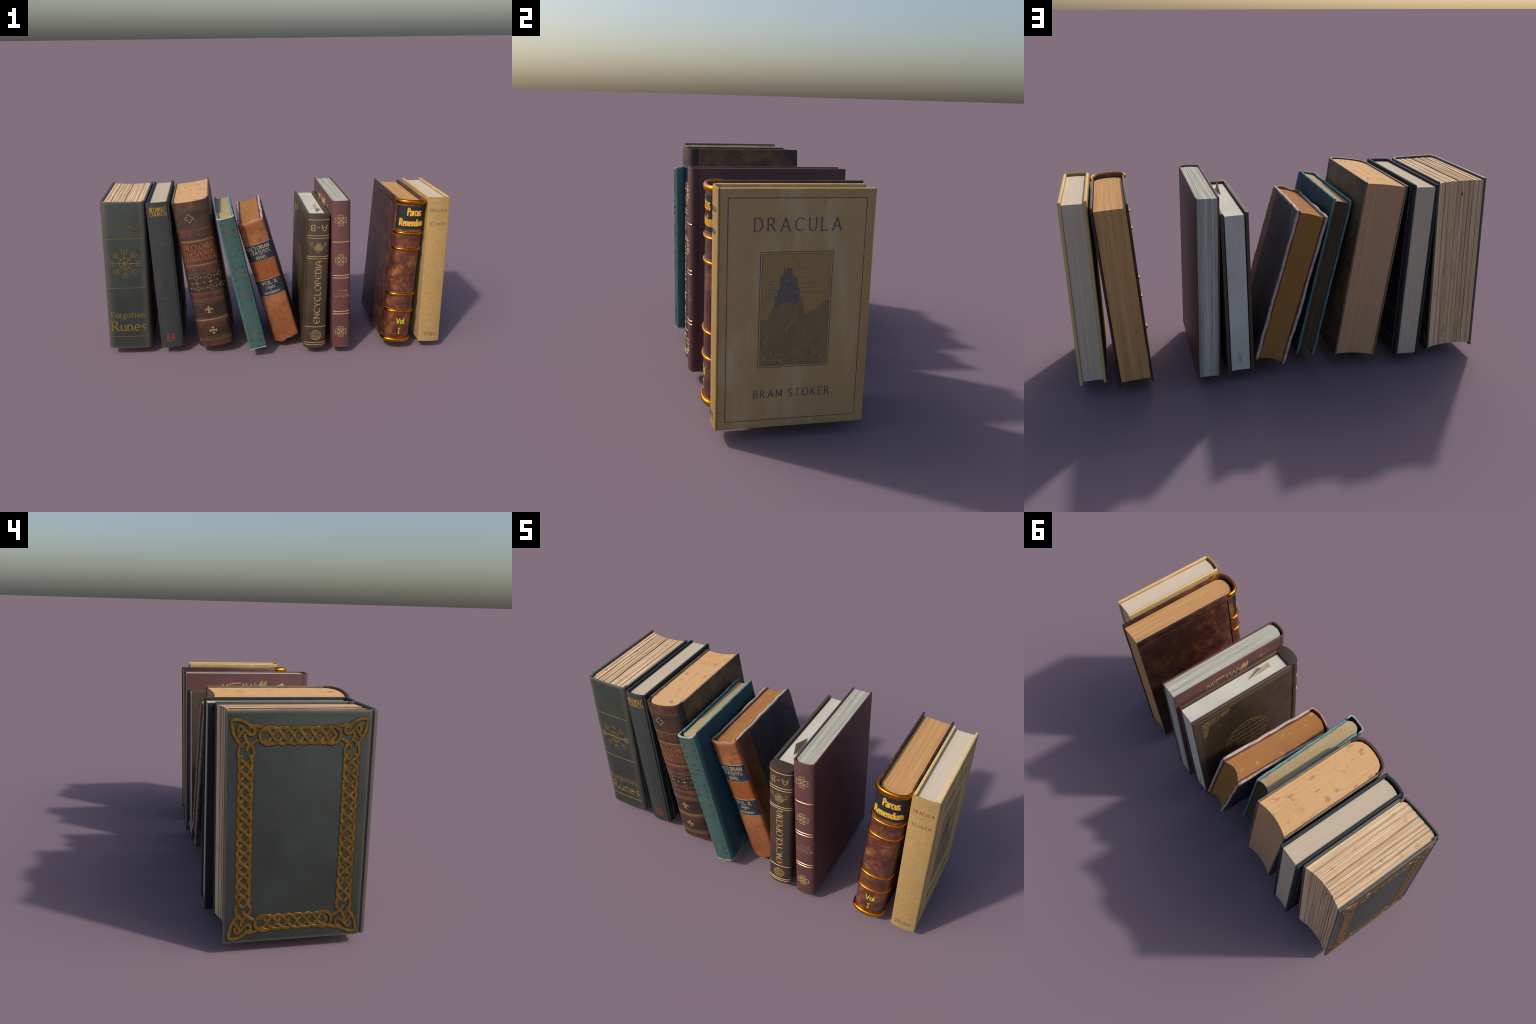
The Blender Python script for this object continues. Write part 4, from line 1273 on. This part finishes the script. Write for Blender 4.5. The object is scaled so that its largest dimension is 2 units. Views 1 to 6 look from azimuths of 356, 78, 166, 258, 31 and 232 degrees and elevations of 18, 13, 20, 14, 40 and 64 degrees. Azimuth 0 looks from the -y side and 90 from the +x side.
# =================================================================== 7 maroon
def maroon_book():
    T, D, H = .108, .6604, .8977
    b = Book("tall maroon book with gold clover knots", (0, -.026, 0), (.3878, -.3232, .0459), T, D, H, .0073)
    m = Mat("maroon_fine_leather")
    c = m.ramp(m.noise(8, 5, .6), (.35, lin(88, 57, 56)), (.68, lin(102, 64, 61)))
    c = m.mix(m.ramp(m.noise(12, 5, .6, loc=(3, 1, 7)), (.52, 0.), (.74, .7)), c, lin(108, 58, 59))
    c = m.mix(m.ramp(m.noise(22, 5, .7, loc=(1, 8, 2)), (.66, 0.), (.78, .6)), c, lin(74, 58, 60))
    cov = m.done(c, .5, nrm=m.bump(m.noise(260, 3), .15, .001), spec=.4)
    half = [(.054, .018), (.0538, .002), (.0505, -.006), (.040, -.0145), (.022, -.0192)]
    prof = [(-x, y) for x, y in half] + [(0, -.0208)] + half[::-1]
    b.spine(prof, .0085, cov, r=.002, per=6)
    for s_, nm in ((-1, "front_cover"), (1, "back_cover")):
        b.cover(nm, s_, cov, .0187, r=.0018)
    mb = MB()
    for s_ in (-1, 1):
        line(mb, (.0182, .004), (.0182, H - .004), .0016, b.cmap(s_), .0002, 6)
    make("hinge_crease", mb, plain("dark_hinge", lin(46, 30, 32), .8), b.e)
    pm = pages_mat("grey_white_pages", lin(214, 207, 188), lin(150, 150, 138), 120, (.36, .60), None, grain=lin(150, 152, 140), bumpk=.4)
    front = [(-.046, .014), (-.03, .003), (0, -.003), (.03, .003), (.046, .014)]
    b.pages(pm, .0464, front, D - .004, .009, H - .007, .001, 22, .0014, 12, .0004, jf=.0006)
    gold = foil_mat("bright_gold_stamp", lin(232, 202, 138), .6, .32, lin(180, 140, 80), (.6, .75))
    f = b.smap()
    mb = MB()
    for z in (.658, .456, .440, .2315, .2155):
        ribbon(mb, [(-.048 + .096 * i / 32, z) for i in range(33)], .0068, f, .0011)
    make("gilt_rule", mb, gold, b.e, 30)
    mb = MB()

    def clover_knot(u, v, R):
        for k in range(4):
            a = k * pi / 2
            Q = lambda r, t: (u + R * (r * math.cos(a) - t * math.sin(a)), v + R * (r * math.sin(a) + t * math.cos(a)))
            heart = [(.10, 0), (.42, -.30), (.72, -.50), (.94, -.40), (.98, -.18), (.80, -.02), (.78, .0), (.80, .02), (.98, .18), (.94, .40), (.72, .50), (.42, .30)]
            ribbon(mb, catmull([Q(*p) for p in heart], 5, True), .0034, f, .0009, closed=True)
        ring(mb, u, v, R * .56, .0032, f, .0012, 32)
    for z in (.786, .551, .103):
        clover_knot(-.0035, z, .033)
    make("gilt_clover_knot", mb, gold, b.e)
    mb = MB()
    # small cursive words, upside down
    soft = foil_mat("soft_gold_script", lin(196, 162, 116), .4, .45)

    def script(x0, x1, z, hgt, loops, w, seed):
        rnd = random.Random(seed)
        pts, n = [], loops * 8
        amp = [rnd.choice((.55, .55, .6, 1.)) for _ in range(loops + 1)]
        for i in range(n + 1):
            t = i / n
            a = t * loops * 2 * pi
            h_ = hgt * amp[int(t * loops * .999)]
            pts.append((x0 + (x1 - x0) * t + .0016 * math.sin(a * 1.0), z - h_ * (.5 - .5 * math.cos(a))))
        ribbon(mb, pts, [w * (.6 + .5 * abs(math.sin(i * 1.57))) for i in range(n + 1)], f, .0006)
    script(.044, -.044, .3345, .016, 12, .0022, 4)
    ring(mb, .042, .327, .007, .0016, f, .0006, 14, .004)
    script(.044, -.044, .3455, .005, 18, .0011, 5)
    script(.028, -.018, .368, .012, 6, .0020, 6)
    disc(mb, .026, .361, .0048, f, .0006, 10)
    make("gilt_script", mb, soft, b.e)
    # large stamped title at the head of the front board, upside down
    g = b.cmap(-1)
    mb = MB()
    zb, hh = .846, .048
    Z = lambda t: zb - hh * t
    for pts, w in (([(.478, Z(1)), (.466, Z(.1)), (.452, Z(.75)), (.440, Z(.1)), (.432, Z(1))], .0065),
                   ([(.414, Z(.05)), (.366, Z(.0))], .0075), ([(.414, Z(.05)), (.417, Z(.4)), (.408, Z(.85)), (.386, Z(.95)), (.368, Z(.8))], .0065),
                   ([(.352, Z(0)), (.350, Z(1))], .0095),
                   ([(.336, Z(0)), (.325, Z(.95)), (.310, Z(.15)), (.296, Z(.95)), (.286, Z(-.05))], .0075)):
        ribbon(mb, [q for a, c_ in zip(pts[:-1], pts[1:]) for q in [(a[0] + (c_[0] - a[0]) * i / 5, a[1] + (c_[1] - a[1]) * i / 5) for i in range(5)]] + [pts[-1]], w, g, .0009)
    for y_, z_ in ((.426, .84), (.279, .832), (.275, .816)):
        disc(mb, y_, z_, .0045, g, .0009, 8)
    for dy in (0, -.0225):
        c0 = (.2555 + dy, .828)
        blob(mb, catmull([(c0[0] + .016, c0[1] - .028), (c0[0] + .012, c0[1] + .004), (c0[0] - .006, c0[1] + .031), (c0[0] - .013, c0[1] + .022), (c0[0] - .006, c0[1] - .012)], 5, True), g, .0009, 2)
    line(mb, (.262, .81), (.276, .826), .005, g, .0009, 4)
    make("gilt_cover_title", mb, gold, b.e)
    mb = MB()
    blob(mb, [(.151, .832), (.134, .846), (.129, .833)], g, .0008, 1)
    make("silver_cover_mark", mb, foil_mat("silver_foil", lin(176, 174, 160), .5, .4), b.e)


# =================================================================== 8 raised-band leather
def banded_book():
    T, D, H = .1604, .6019, .8761
    b = Book("glossy mottled leather book with golden spine bands", (0, .0603, 0), (.7301, -.2886, .0523), T, D, H, .0095)

    def skin(name, big, gloss, tone=1.):
        m = Mat(name)
        c = m.ramp(m.noise(big, 6, .68), (.36, lin(64, 28, 22)), (.5, lin(102, 54, 32)), (.66, lin(148, 98, 50)))
        c = m.mix(m.ramp(m.noise(big * .7, 5, .6, loc=(4, 2, 1)), (.5, 0.), (.66, .75)), c, lin(70, 34, 36))
        c = m.mix(m.ramp(m.noise(big * 4, 5, .7, loc=(1, 7, 1), dist=1.5), (.64, 0.), (.72, .5)), c, lin(166, 108, 58))
        if tone < 1:
            k = m.ramp(m.xyz()[1], (.08, 0.), (.34, .72))
            c = m.mix(k, c, lin(44, 28, 26))
            c = m.mix(.45, c, m.mix(1., c, lin(150, 128, 118), "MULTIPLY"))
        return m.done(c, gloss, nrm=m.bump(m.noise(big * 5, 5), .2, .002), coat=.25, spec=.5)
    spm = skin("mottled_red_brown_spine", 17, .42)
    cov = skin("mottled_dark_cover", 17, .45, .8)
    half = [(.0785, .0465), (.0782, .03), (.0755, .011), (.0685, -.004), (.052, -.0175), (.028, -.0258)]
    prof = [(-x, y) for x, y in half] + [(0, -.0285)] + half[::-1]
    b.spine(prof, .006, spm, r=.0015, per=6, z0=.001, z1=H - .001)
    xo = T / 2
    for s_, nm in ((-1, "front_cover"), (1, "back_cover")):
        def tilt(p, s_=s_):
            k = max(0., min(1., (p.y - .048) / .42))
            if abs(p.x) > xo - .004:
                p.x -= s_ * .0045 * (1 - k) ** 1.3
            return p
        b.cover(nm, s_, cov, .048, r=.0012, z0=.0352, z1=H - .0356, cuts=10, warp=tilt)
        for za, zb in ((0, .0345), (H - .035, H)):
            me = box_mesh(min(s_ * (xo - .0095), s_ * xo), max(s_ * (xo - .0095), s_ * xo), .045, D, za, zb, .0014, 2)
            put("cover_edge_strip", me, cov, b.e, 40)
    mb = MB()
    for s_ in (-1, 1):
        line(mb, (.0465, .01), (.0465, H - .01), .005, b.cmap(s_, .0785), .0002, 8)
    make("hinge_groove", mb, plain("dark_groove", lin(34, 18, 16), .6), b.e)
    pm = pages_mat("honey_pages", lin(222, 172, 116), lin(182, 132, 82), 170, (.34, .64), lin(196, 128, 74), (.68, .76), lin(206, 156, 100), None, .3)
    front = [(-.068, .045), (-.066, .026), (-.052, .008), (-.03, -.004), (0, -.0095), (.03, -.006), (.05, .003), (.0665, .028), (.068, .045)]
    b.pages(pm, .0683, front, D - .005, .018, H - .019, .0015, 16, .0005, 14)
    # raised golden bands
    gm = Mat("polished_amber_gold")
    c = gm.ramp(gm.noise(30, 4), (.3, lin(196, 104, 14)), (.7, lin(238, 150, 28)))
    gold = gm.done(c, .24, 1., gm.bump(gm.noise(60, 3), .06, .002), spec=.5)

    def tube(z, r, name, sq=1.):
        P, N = b.prof, b.pn
        n, k = len(P), 12
        v, fc = [], []
        for i in range(n):
            e = min(i, n - 1 - i) / 4
            rr = r * min(1., .35 + .65 * math.sqrt(min(1, e)))
            for j in range(k):
                a = 2 * pi * j / k
                o = max(rr * math.cos(a), -.003) + r * .12
                v.append((P[i][0] + N[i][0] * o, P[i][1] + N[i][1] * o, z + rr * sq * math.sin(a)))
        for i in range(n - 1):
            for j in range(k):
                q = (j + 1) % k
                fc.append((i * k + j, i * k + q, (i + 1) * k + q, (i + 1) * k + j))
        fc += [tuple(range(k))[::-1], tuple((n - 1) * k + j for j in range(k))]
        make(name, (v, fc), gold, b.e, 60)
    for z in (.6835, .5885, .3085, .201):
        tube(z, .0075, "spine_band")
    tube(.868, .0098, "head_band", 1.35)
    tube(.0145, .0098, "tail_band", 1.35)
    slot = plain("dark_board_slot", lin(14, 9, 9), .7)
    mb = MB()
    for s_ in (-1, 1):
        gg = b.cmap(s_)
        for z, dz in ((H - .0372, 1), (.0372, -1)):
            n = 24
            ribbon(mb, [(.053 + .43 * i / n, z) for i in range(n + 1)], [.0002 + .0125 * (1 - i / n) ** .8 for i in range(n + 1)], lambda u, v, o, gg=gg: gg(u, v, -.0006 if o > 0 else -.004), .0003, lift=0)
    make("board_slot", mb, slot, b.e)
    # collars of leather that hug each band
    mb = MB()
    f = b.smap()
    for z in (.6835, .5885, .3085, .201):
        for d in (-.009, .009):
            ribbon(mb, [(-.0765 + .153 * i / 40, z + d) for i in range(41)], .008, f, .002, chamfer=.4)
    make("band_collar", mb, spm, b.e, 60)
    blk = plain("matt_black_label", lin(36, 36, 37), .65, 0, .15, 90)
    mb = MB()
    patch(mb, -.0765, .0765, .7085, .8435, f, .0012, 48, 3)
    make("title_label", mb, blk, b.e, 50)
    mb = MB()
    for x in (-.052, .057):
        line(mb, (x, .716), (x, .838), .0012, f, .0015, 6)
    make("label_line", mb, plain("brown_label_line", lin(92, 56, 36), .7), b.e)
    yel = plain("yellow_gold_title", lin(250, 184, 42), .5, .1, .08, 60)
    gry = plain("grey_title_shadow", lin(122, 120, 116), .6, 0, .3, 60)
    for mat_, off, h_, extra in ((gry, (-.0018, .0022), .0016, .02), (yel, (0, 0), .0024, 0.)):
        mb = MB()
        lettering(mb, "Parcus", f, at(-.0250 + off[0], .7885 + off[1]), .0425, .0755, .19 + extra, .09 + extra, .13, space=.14, h=h_)
        lettering(mb, "Rememdium", f, at(-.0605 + off[0], .7275 + off[1]), .0405, .1285, .17 + extra, .075 + extra, .09, space=.16, h=h_)
        make("title_lettering" if mat_ is yel else "title_shadow", mb, mat_, b.e)
    mb = MB()
    lettering(mb, "Vol", f, at(-.0155, .1205), .0355, .043, .2, .09, .12, space=.12)
    lettering(mb, "I", f, at(.0055, .0565), .036, .004, .16, .09, .1)
    make("volume_number", mb, plain("lime_yellow_number", lin(196, 192, 36), .5, 0, .08), b.e)


# =================================================================== 9 buff cloth
def buff_book():
    T, D, H = .1237, .5629, .8945
    b = Book("buff cloth book with blue castle picture cover", (0, .0072, 0), (.9288, -.3024, .0471), T, D, H, .0152)

    def skin(name, mode):
        m = Mat(name)
        w2 = m.noise(1, 2, .6, st=(40, 40, 250), loc=(2, 5, 1))
        w3 = m.noise(1, 2, .6, st=(230, 230, 30), loc=(7, 5, 1))
        wv = m.math("ADD", m.math("MULTIPLY", w2, .55), m.math("MULTIPLY", w3, .45))
        c = m.ramp(wv, (.32, lin(154, 124, 78)), (.66, lin(184, 152, 98)))
        c = m.mix(m.ramp(m.noise(6, 5, .6), (.45, 0.), (.72, .5)), c, lin(174, 134, 78))
        if mode == "cover":
            c = m.mix(1., c, lin(250, 240, 222), "MULTIPLY")
            c = m.mix(.16, c, lin(255, 240, 205))  # board cloth lightened to match the brightness of the cover in shade
        x, y, z = m.xyz()
        if mode == "cover":
            # sun-browned field inside the board, dirty rims, rusty freckles
            d = m.edge(-.02, D + .01, -.02, H + .02, .16, .12, 7)
            c = m.mix(m.math("MULTIPLY", m.math("SUBTRACT", 1., d), .75), c, lin(176, 148, 100))
            c = m.mix(m.math("MULTIPLY", m.edge(0, D, 0, H, .05, .05, 12), .7), c, lin(172, 132, 80))
            c = m.mix(m.ramp(m.noise(60, 4, .6), (.64, 0.), (.73, .5)), c, lin(126, 98, 62))
            c = m.mix(m.ramp(m.noise(5, 4, .5, st=(1, 2.4, .7), loc=(3, 6, 2)), (.5, 0.), (.68, .6)), c, lin(190, 176, 138))
            c = m.mix(m.edge(0, D, 0, H, .005, .004, 40), c, lin(214, 188, 128))
        else:
            c = m.mix(m.ramp(m.math("SUBTRACT", H, z), (0., .45), (.16, 0.)), c, lin(156, 122, 72))
        return m.done(c, .85, nrm=m.bump(wv, .4, .0014), spec=.2)
    cov, spm = skin("buff_cloth_cover", "cover"), skin("buff_cloth_spine", "spine")
    prof = [(-.0617, .004), (-.0616, -.001), (-.048, -.0045), (-.025, -.0082), (0, -.0097), (.025, -.0085), (.048, -.0048), (.0616, -.001), (.0617, .004)]
    b.spine(prof, .013, spm, r=.004, per=5)
    for s_, nm in ((-1, "back_cover"), (1, "front_cover")):
        b.cover(nm, s_, cov, .004, r=.0055, seg=4)
    pm = pages_mat("pale_cream_pages", lin(226, 208, 182), lin(202, 184, 158), 360, (.3, .72), bumpk=.12)
    front = [(-.046, .0185), (-.025, .0135), (0, .0115), (.025, .0135), (.046, .0185)]
    b.pages(pm, .0462, front, D - .009, .017, H - .0145, .001, 8, .0003, 15)
    ink = Mat("faded_blue_ink")
    c = ink.ramp(ink.noise(160, 4, .7), (.32, lin(70, 78, 90)), (.7, lin(98, 100, 100)))
    c = ink.mix(ink.ramp(ink.noise(220, 3, .7), (.6, 0.), (.72, .7)), c, lin(150, 130, 96))
    ink = ink.done(c, .85, spec=.2)
    g = b.cmap(1)

    def frame(mb, y0, y1, z0, z1, w):
        for k, (a, c_) in enumerate((((y0, z0), (y1, z0)), ((y1, z0), (y1, z1)), ((y1, z1), (y0, z1)), ((y0, z1), (y0, z0)))):
            n = 30
            ribbon(mb, [(a[0] + (c_[0] - a[0]) * i / n, a[1] + (c_[1] - a[1]) * i / n) for i in range(n + 1)],
                   [w * (1 + .4 * nz3((i * .6, k * 5, 0), 1.3)) for i in range(n + 1)], g, .0004)
    mb = MB()
    frame(mb, .0333, .5283, .0325, .8605, .0042)
    make("cover_frame", mb, ink, b.e)
    mb = MB()
    lettering(mb, "DRACULA", g, at(.126, .7445), .0465, .312, .125, .05, .12, space=.5)
    lettering(mb, "BRAM*STOKER", g, at(.1385, .121), .030, .2855, .15, .06, .13, space=.5)
    make("cover_title", mb, ink, b.e)
    # picture panel: a generic hill-top castle
    mb = MB()
    frame(mb, .1505, .4133, .2394, .67, .0036)
    frame(mb, .157, .4068, .2459, .6635, .0018)
    make("picture_frame", mb, ink, b.e)
    sky = cloth_mat("picture_sky", lin(174, 146, 98), lin(156, 126, 84), None, 800, .9)
    mb = MB()
    patch(mb, .157, .4068, .2459, .6635, g, .0002, 4, 4)
    make("picture_field", mb, sky, b.e)
    hillm = Mat("hatched_hillside")
    x, y, z = hillm.xyz()
    hatch = hillm.noise(1, 3, .6, st=(1, 300, 90), dist=1.4)
    fade = hillm.ramp(z, (.27, 0.), (.42, 1.))
    fineh = hillm.noise(420, 3, .7)
    k = hillm.mix(fade, hatch, fineh)
    c = hillm.ramp(k, (.4, lin(96, 92, 78)), (.6, lin(164, 140, 98)))
    c = hillm.mix(hillm.ramp(hillm.noise(14, 4), (.4, 0.), (.65, .7)), c, lin(120, 106, 78))
    hillm = hillm.done(c, .9, spec=.2)

    def field(mb, top, zlow, y0, y1, h, n=60):
        """Region under a skyline, cut into thin columns."""
        xs = [p[0] for p in top]
        zs = [p[1] for p in top]
        base = len(mb.v)
        for i in range(n + 1):
            u = y0 + (y1 - y0) * i / n
            t = float(np.interp(u, xs, zs))
            mb.v += [g(u, zlow, h), g(u, t, h), g(u, t, -.0004)]
        for i in range(n):
            a, c_ = base + 3 * i, base + 3 * i + 3
            mb.f += [(a, a + 1, c_ + 1, c_), (a + 1, a + 2, c_ + 2, c_ + 1)]
    mb = MB()
    field(mb, [(.158, .423), (.182, .422), (.190, .444), (.196, .46), (.207, .4755), (.216, .49), (.23, .505), (.25, .515), (.28, .52), (.30, .505), (.31, .47), (.316, .446), (.325, .438), (.34, .449), (.36, .462), (.38, .478), (.406, .493)], .2468, .158, .4058, .0006)
    make("picture_hill", mb, hillm, b.e)
    cas = Mat("stamped_castle_blue")
    c = cas.ramp(cas.noise(1, 3, .6, st=(1, 260, 70)), (.38, lin(92, 92, 92)), (.68, lin(136, 126, 110)))
    cas = cas.done(c, .9, spec=.2)
    mb = MB()
    towers = [(.2055, .213, .462, .505), (.213, .231, .475, .5295), (.222, .236, .5, .578), (.229, .247, .5, .5625), (.2335, .246, .55, .5935), (.246, .2655, .52, .6065), (.25, .278, .5, .578), (.276, .286, .49, .566), (.283, .2945, .49, .531), (.231, .28, .485, .54), (.27, .287, .475, .545)]
    for k, (a, c_, z0, z1) in enumerate(towers):
        h_ = .0009 + .00009 * k
        patch(mb, a, c_, z0, z1, g, h_, 1, 1)
        n = max(2, int((c_ - a) / .0065))
        for i in range(n):
            u = a + (c_ - a) * (i + .5) / n
            patch(mb, u - .0018, u + .0018, z1 - .002, z1 + .005, g, h_ + .00004, 1, 1)
    line(mb, (.2355, .57), (.2372, .633), .0014, g, .0009, 4)
    make("picture_castle", mb, cas, b.e)
    mb = MB()
    road = plain("picture_road", lin(170, 128, 72), .9)
    p = catmull([(.252, .512), (.256, .495), (.266, .482), (.278, .472), (.284, .455), (.287, .435), (.280, .418), (.267, .404), (.254, .384), (.248, .368)], 6)
    ribbon(mb, p, [.003 + .0075 * (i / len(p)) ** 1.2 for i in range(len(p))], g, .0009)
    p = catmull([(.222, .487), (.234, .478), (.246, .470), (.262, .466)], 6)
    ribbon(mb, p, .003, g, .0009)
    make("picture_road", mb, road, b.e)
    mb = MB()
    for i in range(13):
        a = math.radians(100 - 78 * i / 12)
        r0, r1 = .018 + .006 * (i % 3), .052 + .016 * math.sin(i * 1.9) ** 2
        line(mb, (.325 + r0 * math.cos(a), .441 + r0 * math.sin(a)), (.325 + r1 * math.cos(a), .441 + r1 * math.sin(a)), .0012, g, .0005, 3)
    make("picture_sun_ray", mb, plain("pale_ray", lin(198, 160, 98), .9), b.e, None, True)
    mb = MB()
    for y0, y1, z in ((.285, .345, .577), (.322, .362, .558), (.365, .385, .5605), (.285, .352, .553), (.285, .35, .538), (.36, .392, .523), (.30, .35, .521), (.178, .208, .5645), (.172, .196, .553), (.192, .212, .541), (.184, .212, .532), (.178, .214, .519), (.168, .204, .507), (.188, .205, .4965)):
        ribbon(mb, [(y0 + (y1 - y0) * i / 10, z + .0008 * math.sin(i * 1.3 + y0 * 80)) for i in range(11)], [.0006 + .0014 * math.sin(pi * (i + .5) / 11) for i in range(11)], g, .0005)

    def bird(u, v, s_, f_):
        ribbon(mb, catmull([(u - s_, v + s_ * .35), (u - s_ * .4, v + s_ * .25), (u, v), (u + s_ * .45, v + s_ * .5), (u + s_, v + s_ * .6)], 4), s_ * .2, f_, .0005)
    for u, v, s_ in ((.262, .6465, .007), (.27, .6305, .006), (.287, .627, .005), (.291, .612, .008), (.306, .608, .008), (.168, .451, .006), (.171, .4375, .006), (.183, .4445, .005)):
        bird(u, v, s_, g)
    make("picture_cloud_and_bird", mb, ink, b.e)
    # spine lettering
    f = b.smap()
    mb = MB()
    lettering(mb, "DRACULA", f, at(-.047, .8085), .0185, .094, .15, .08, .1, space=.45)
    lettering(mb, "STOKER", f, at(-.0435, .7305), .0165, .087, .17, .09, .12, space=.4)
    lettering(mb, "DOUBLEDAY", f, at(-.0425, .051), .0085, .086, .18, .1, .12, space=.4)
    lettering(mb, "& MCLURE CO.", f, at(-.0415, .0375), .0085, .086, .18, .1, .12, space=.4)
    for u, v, s_ in ((-.008, .782, .007), (.003, .788, .006), (.009, .795, .004), (.024, .855, .005), (.025, .848, .004)):
        bird(u, v, s_, f)
    make("spine_title", mb, plain("grey_ink", lin(98, 90, 72), .85, 0, .35, 150), b.e)


for build in (green_book, slate_book, brown_book, teal_book, tan_book, reference_book, maroon_book, banded_book, buff_book):
    build()
bpy.context.view_layer.update()
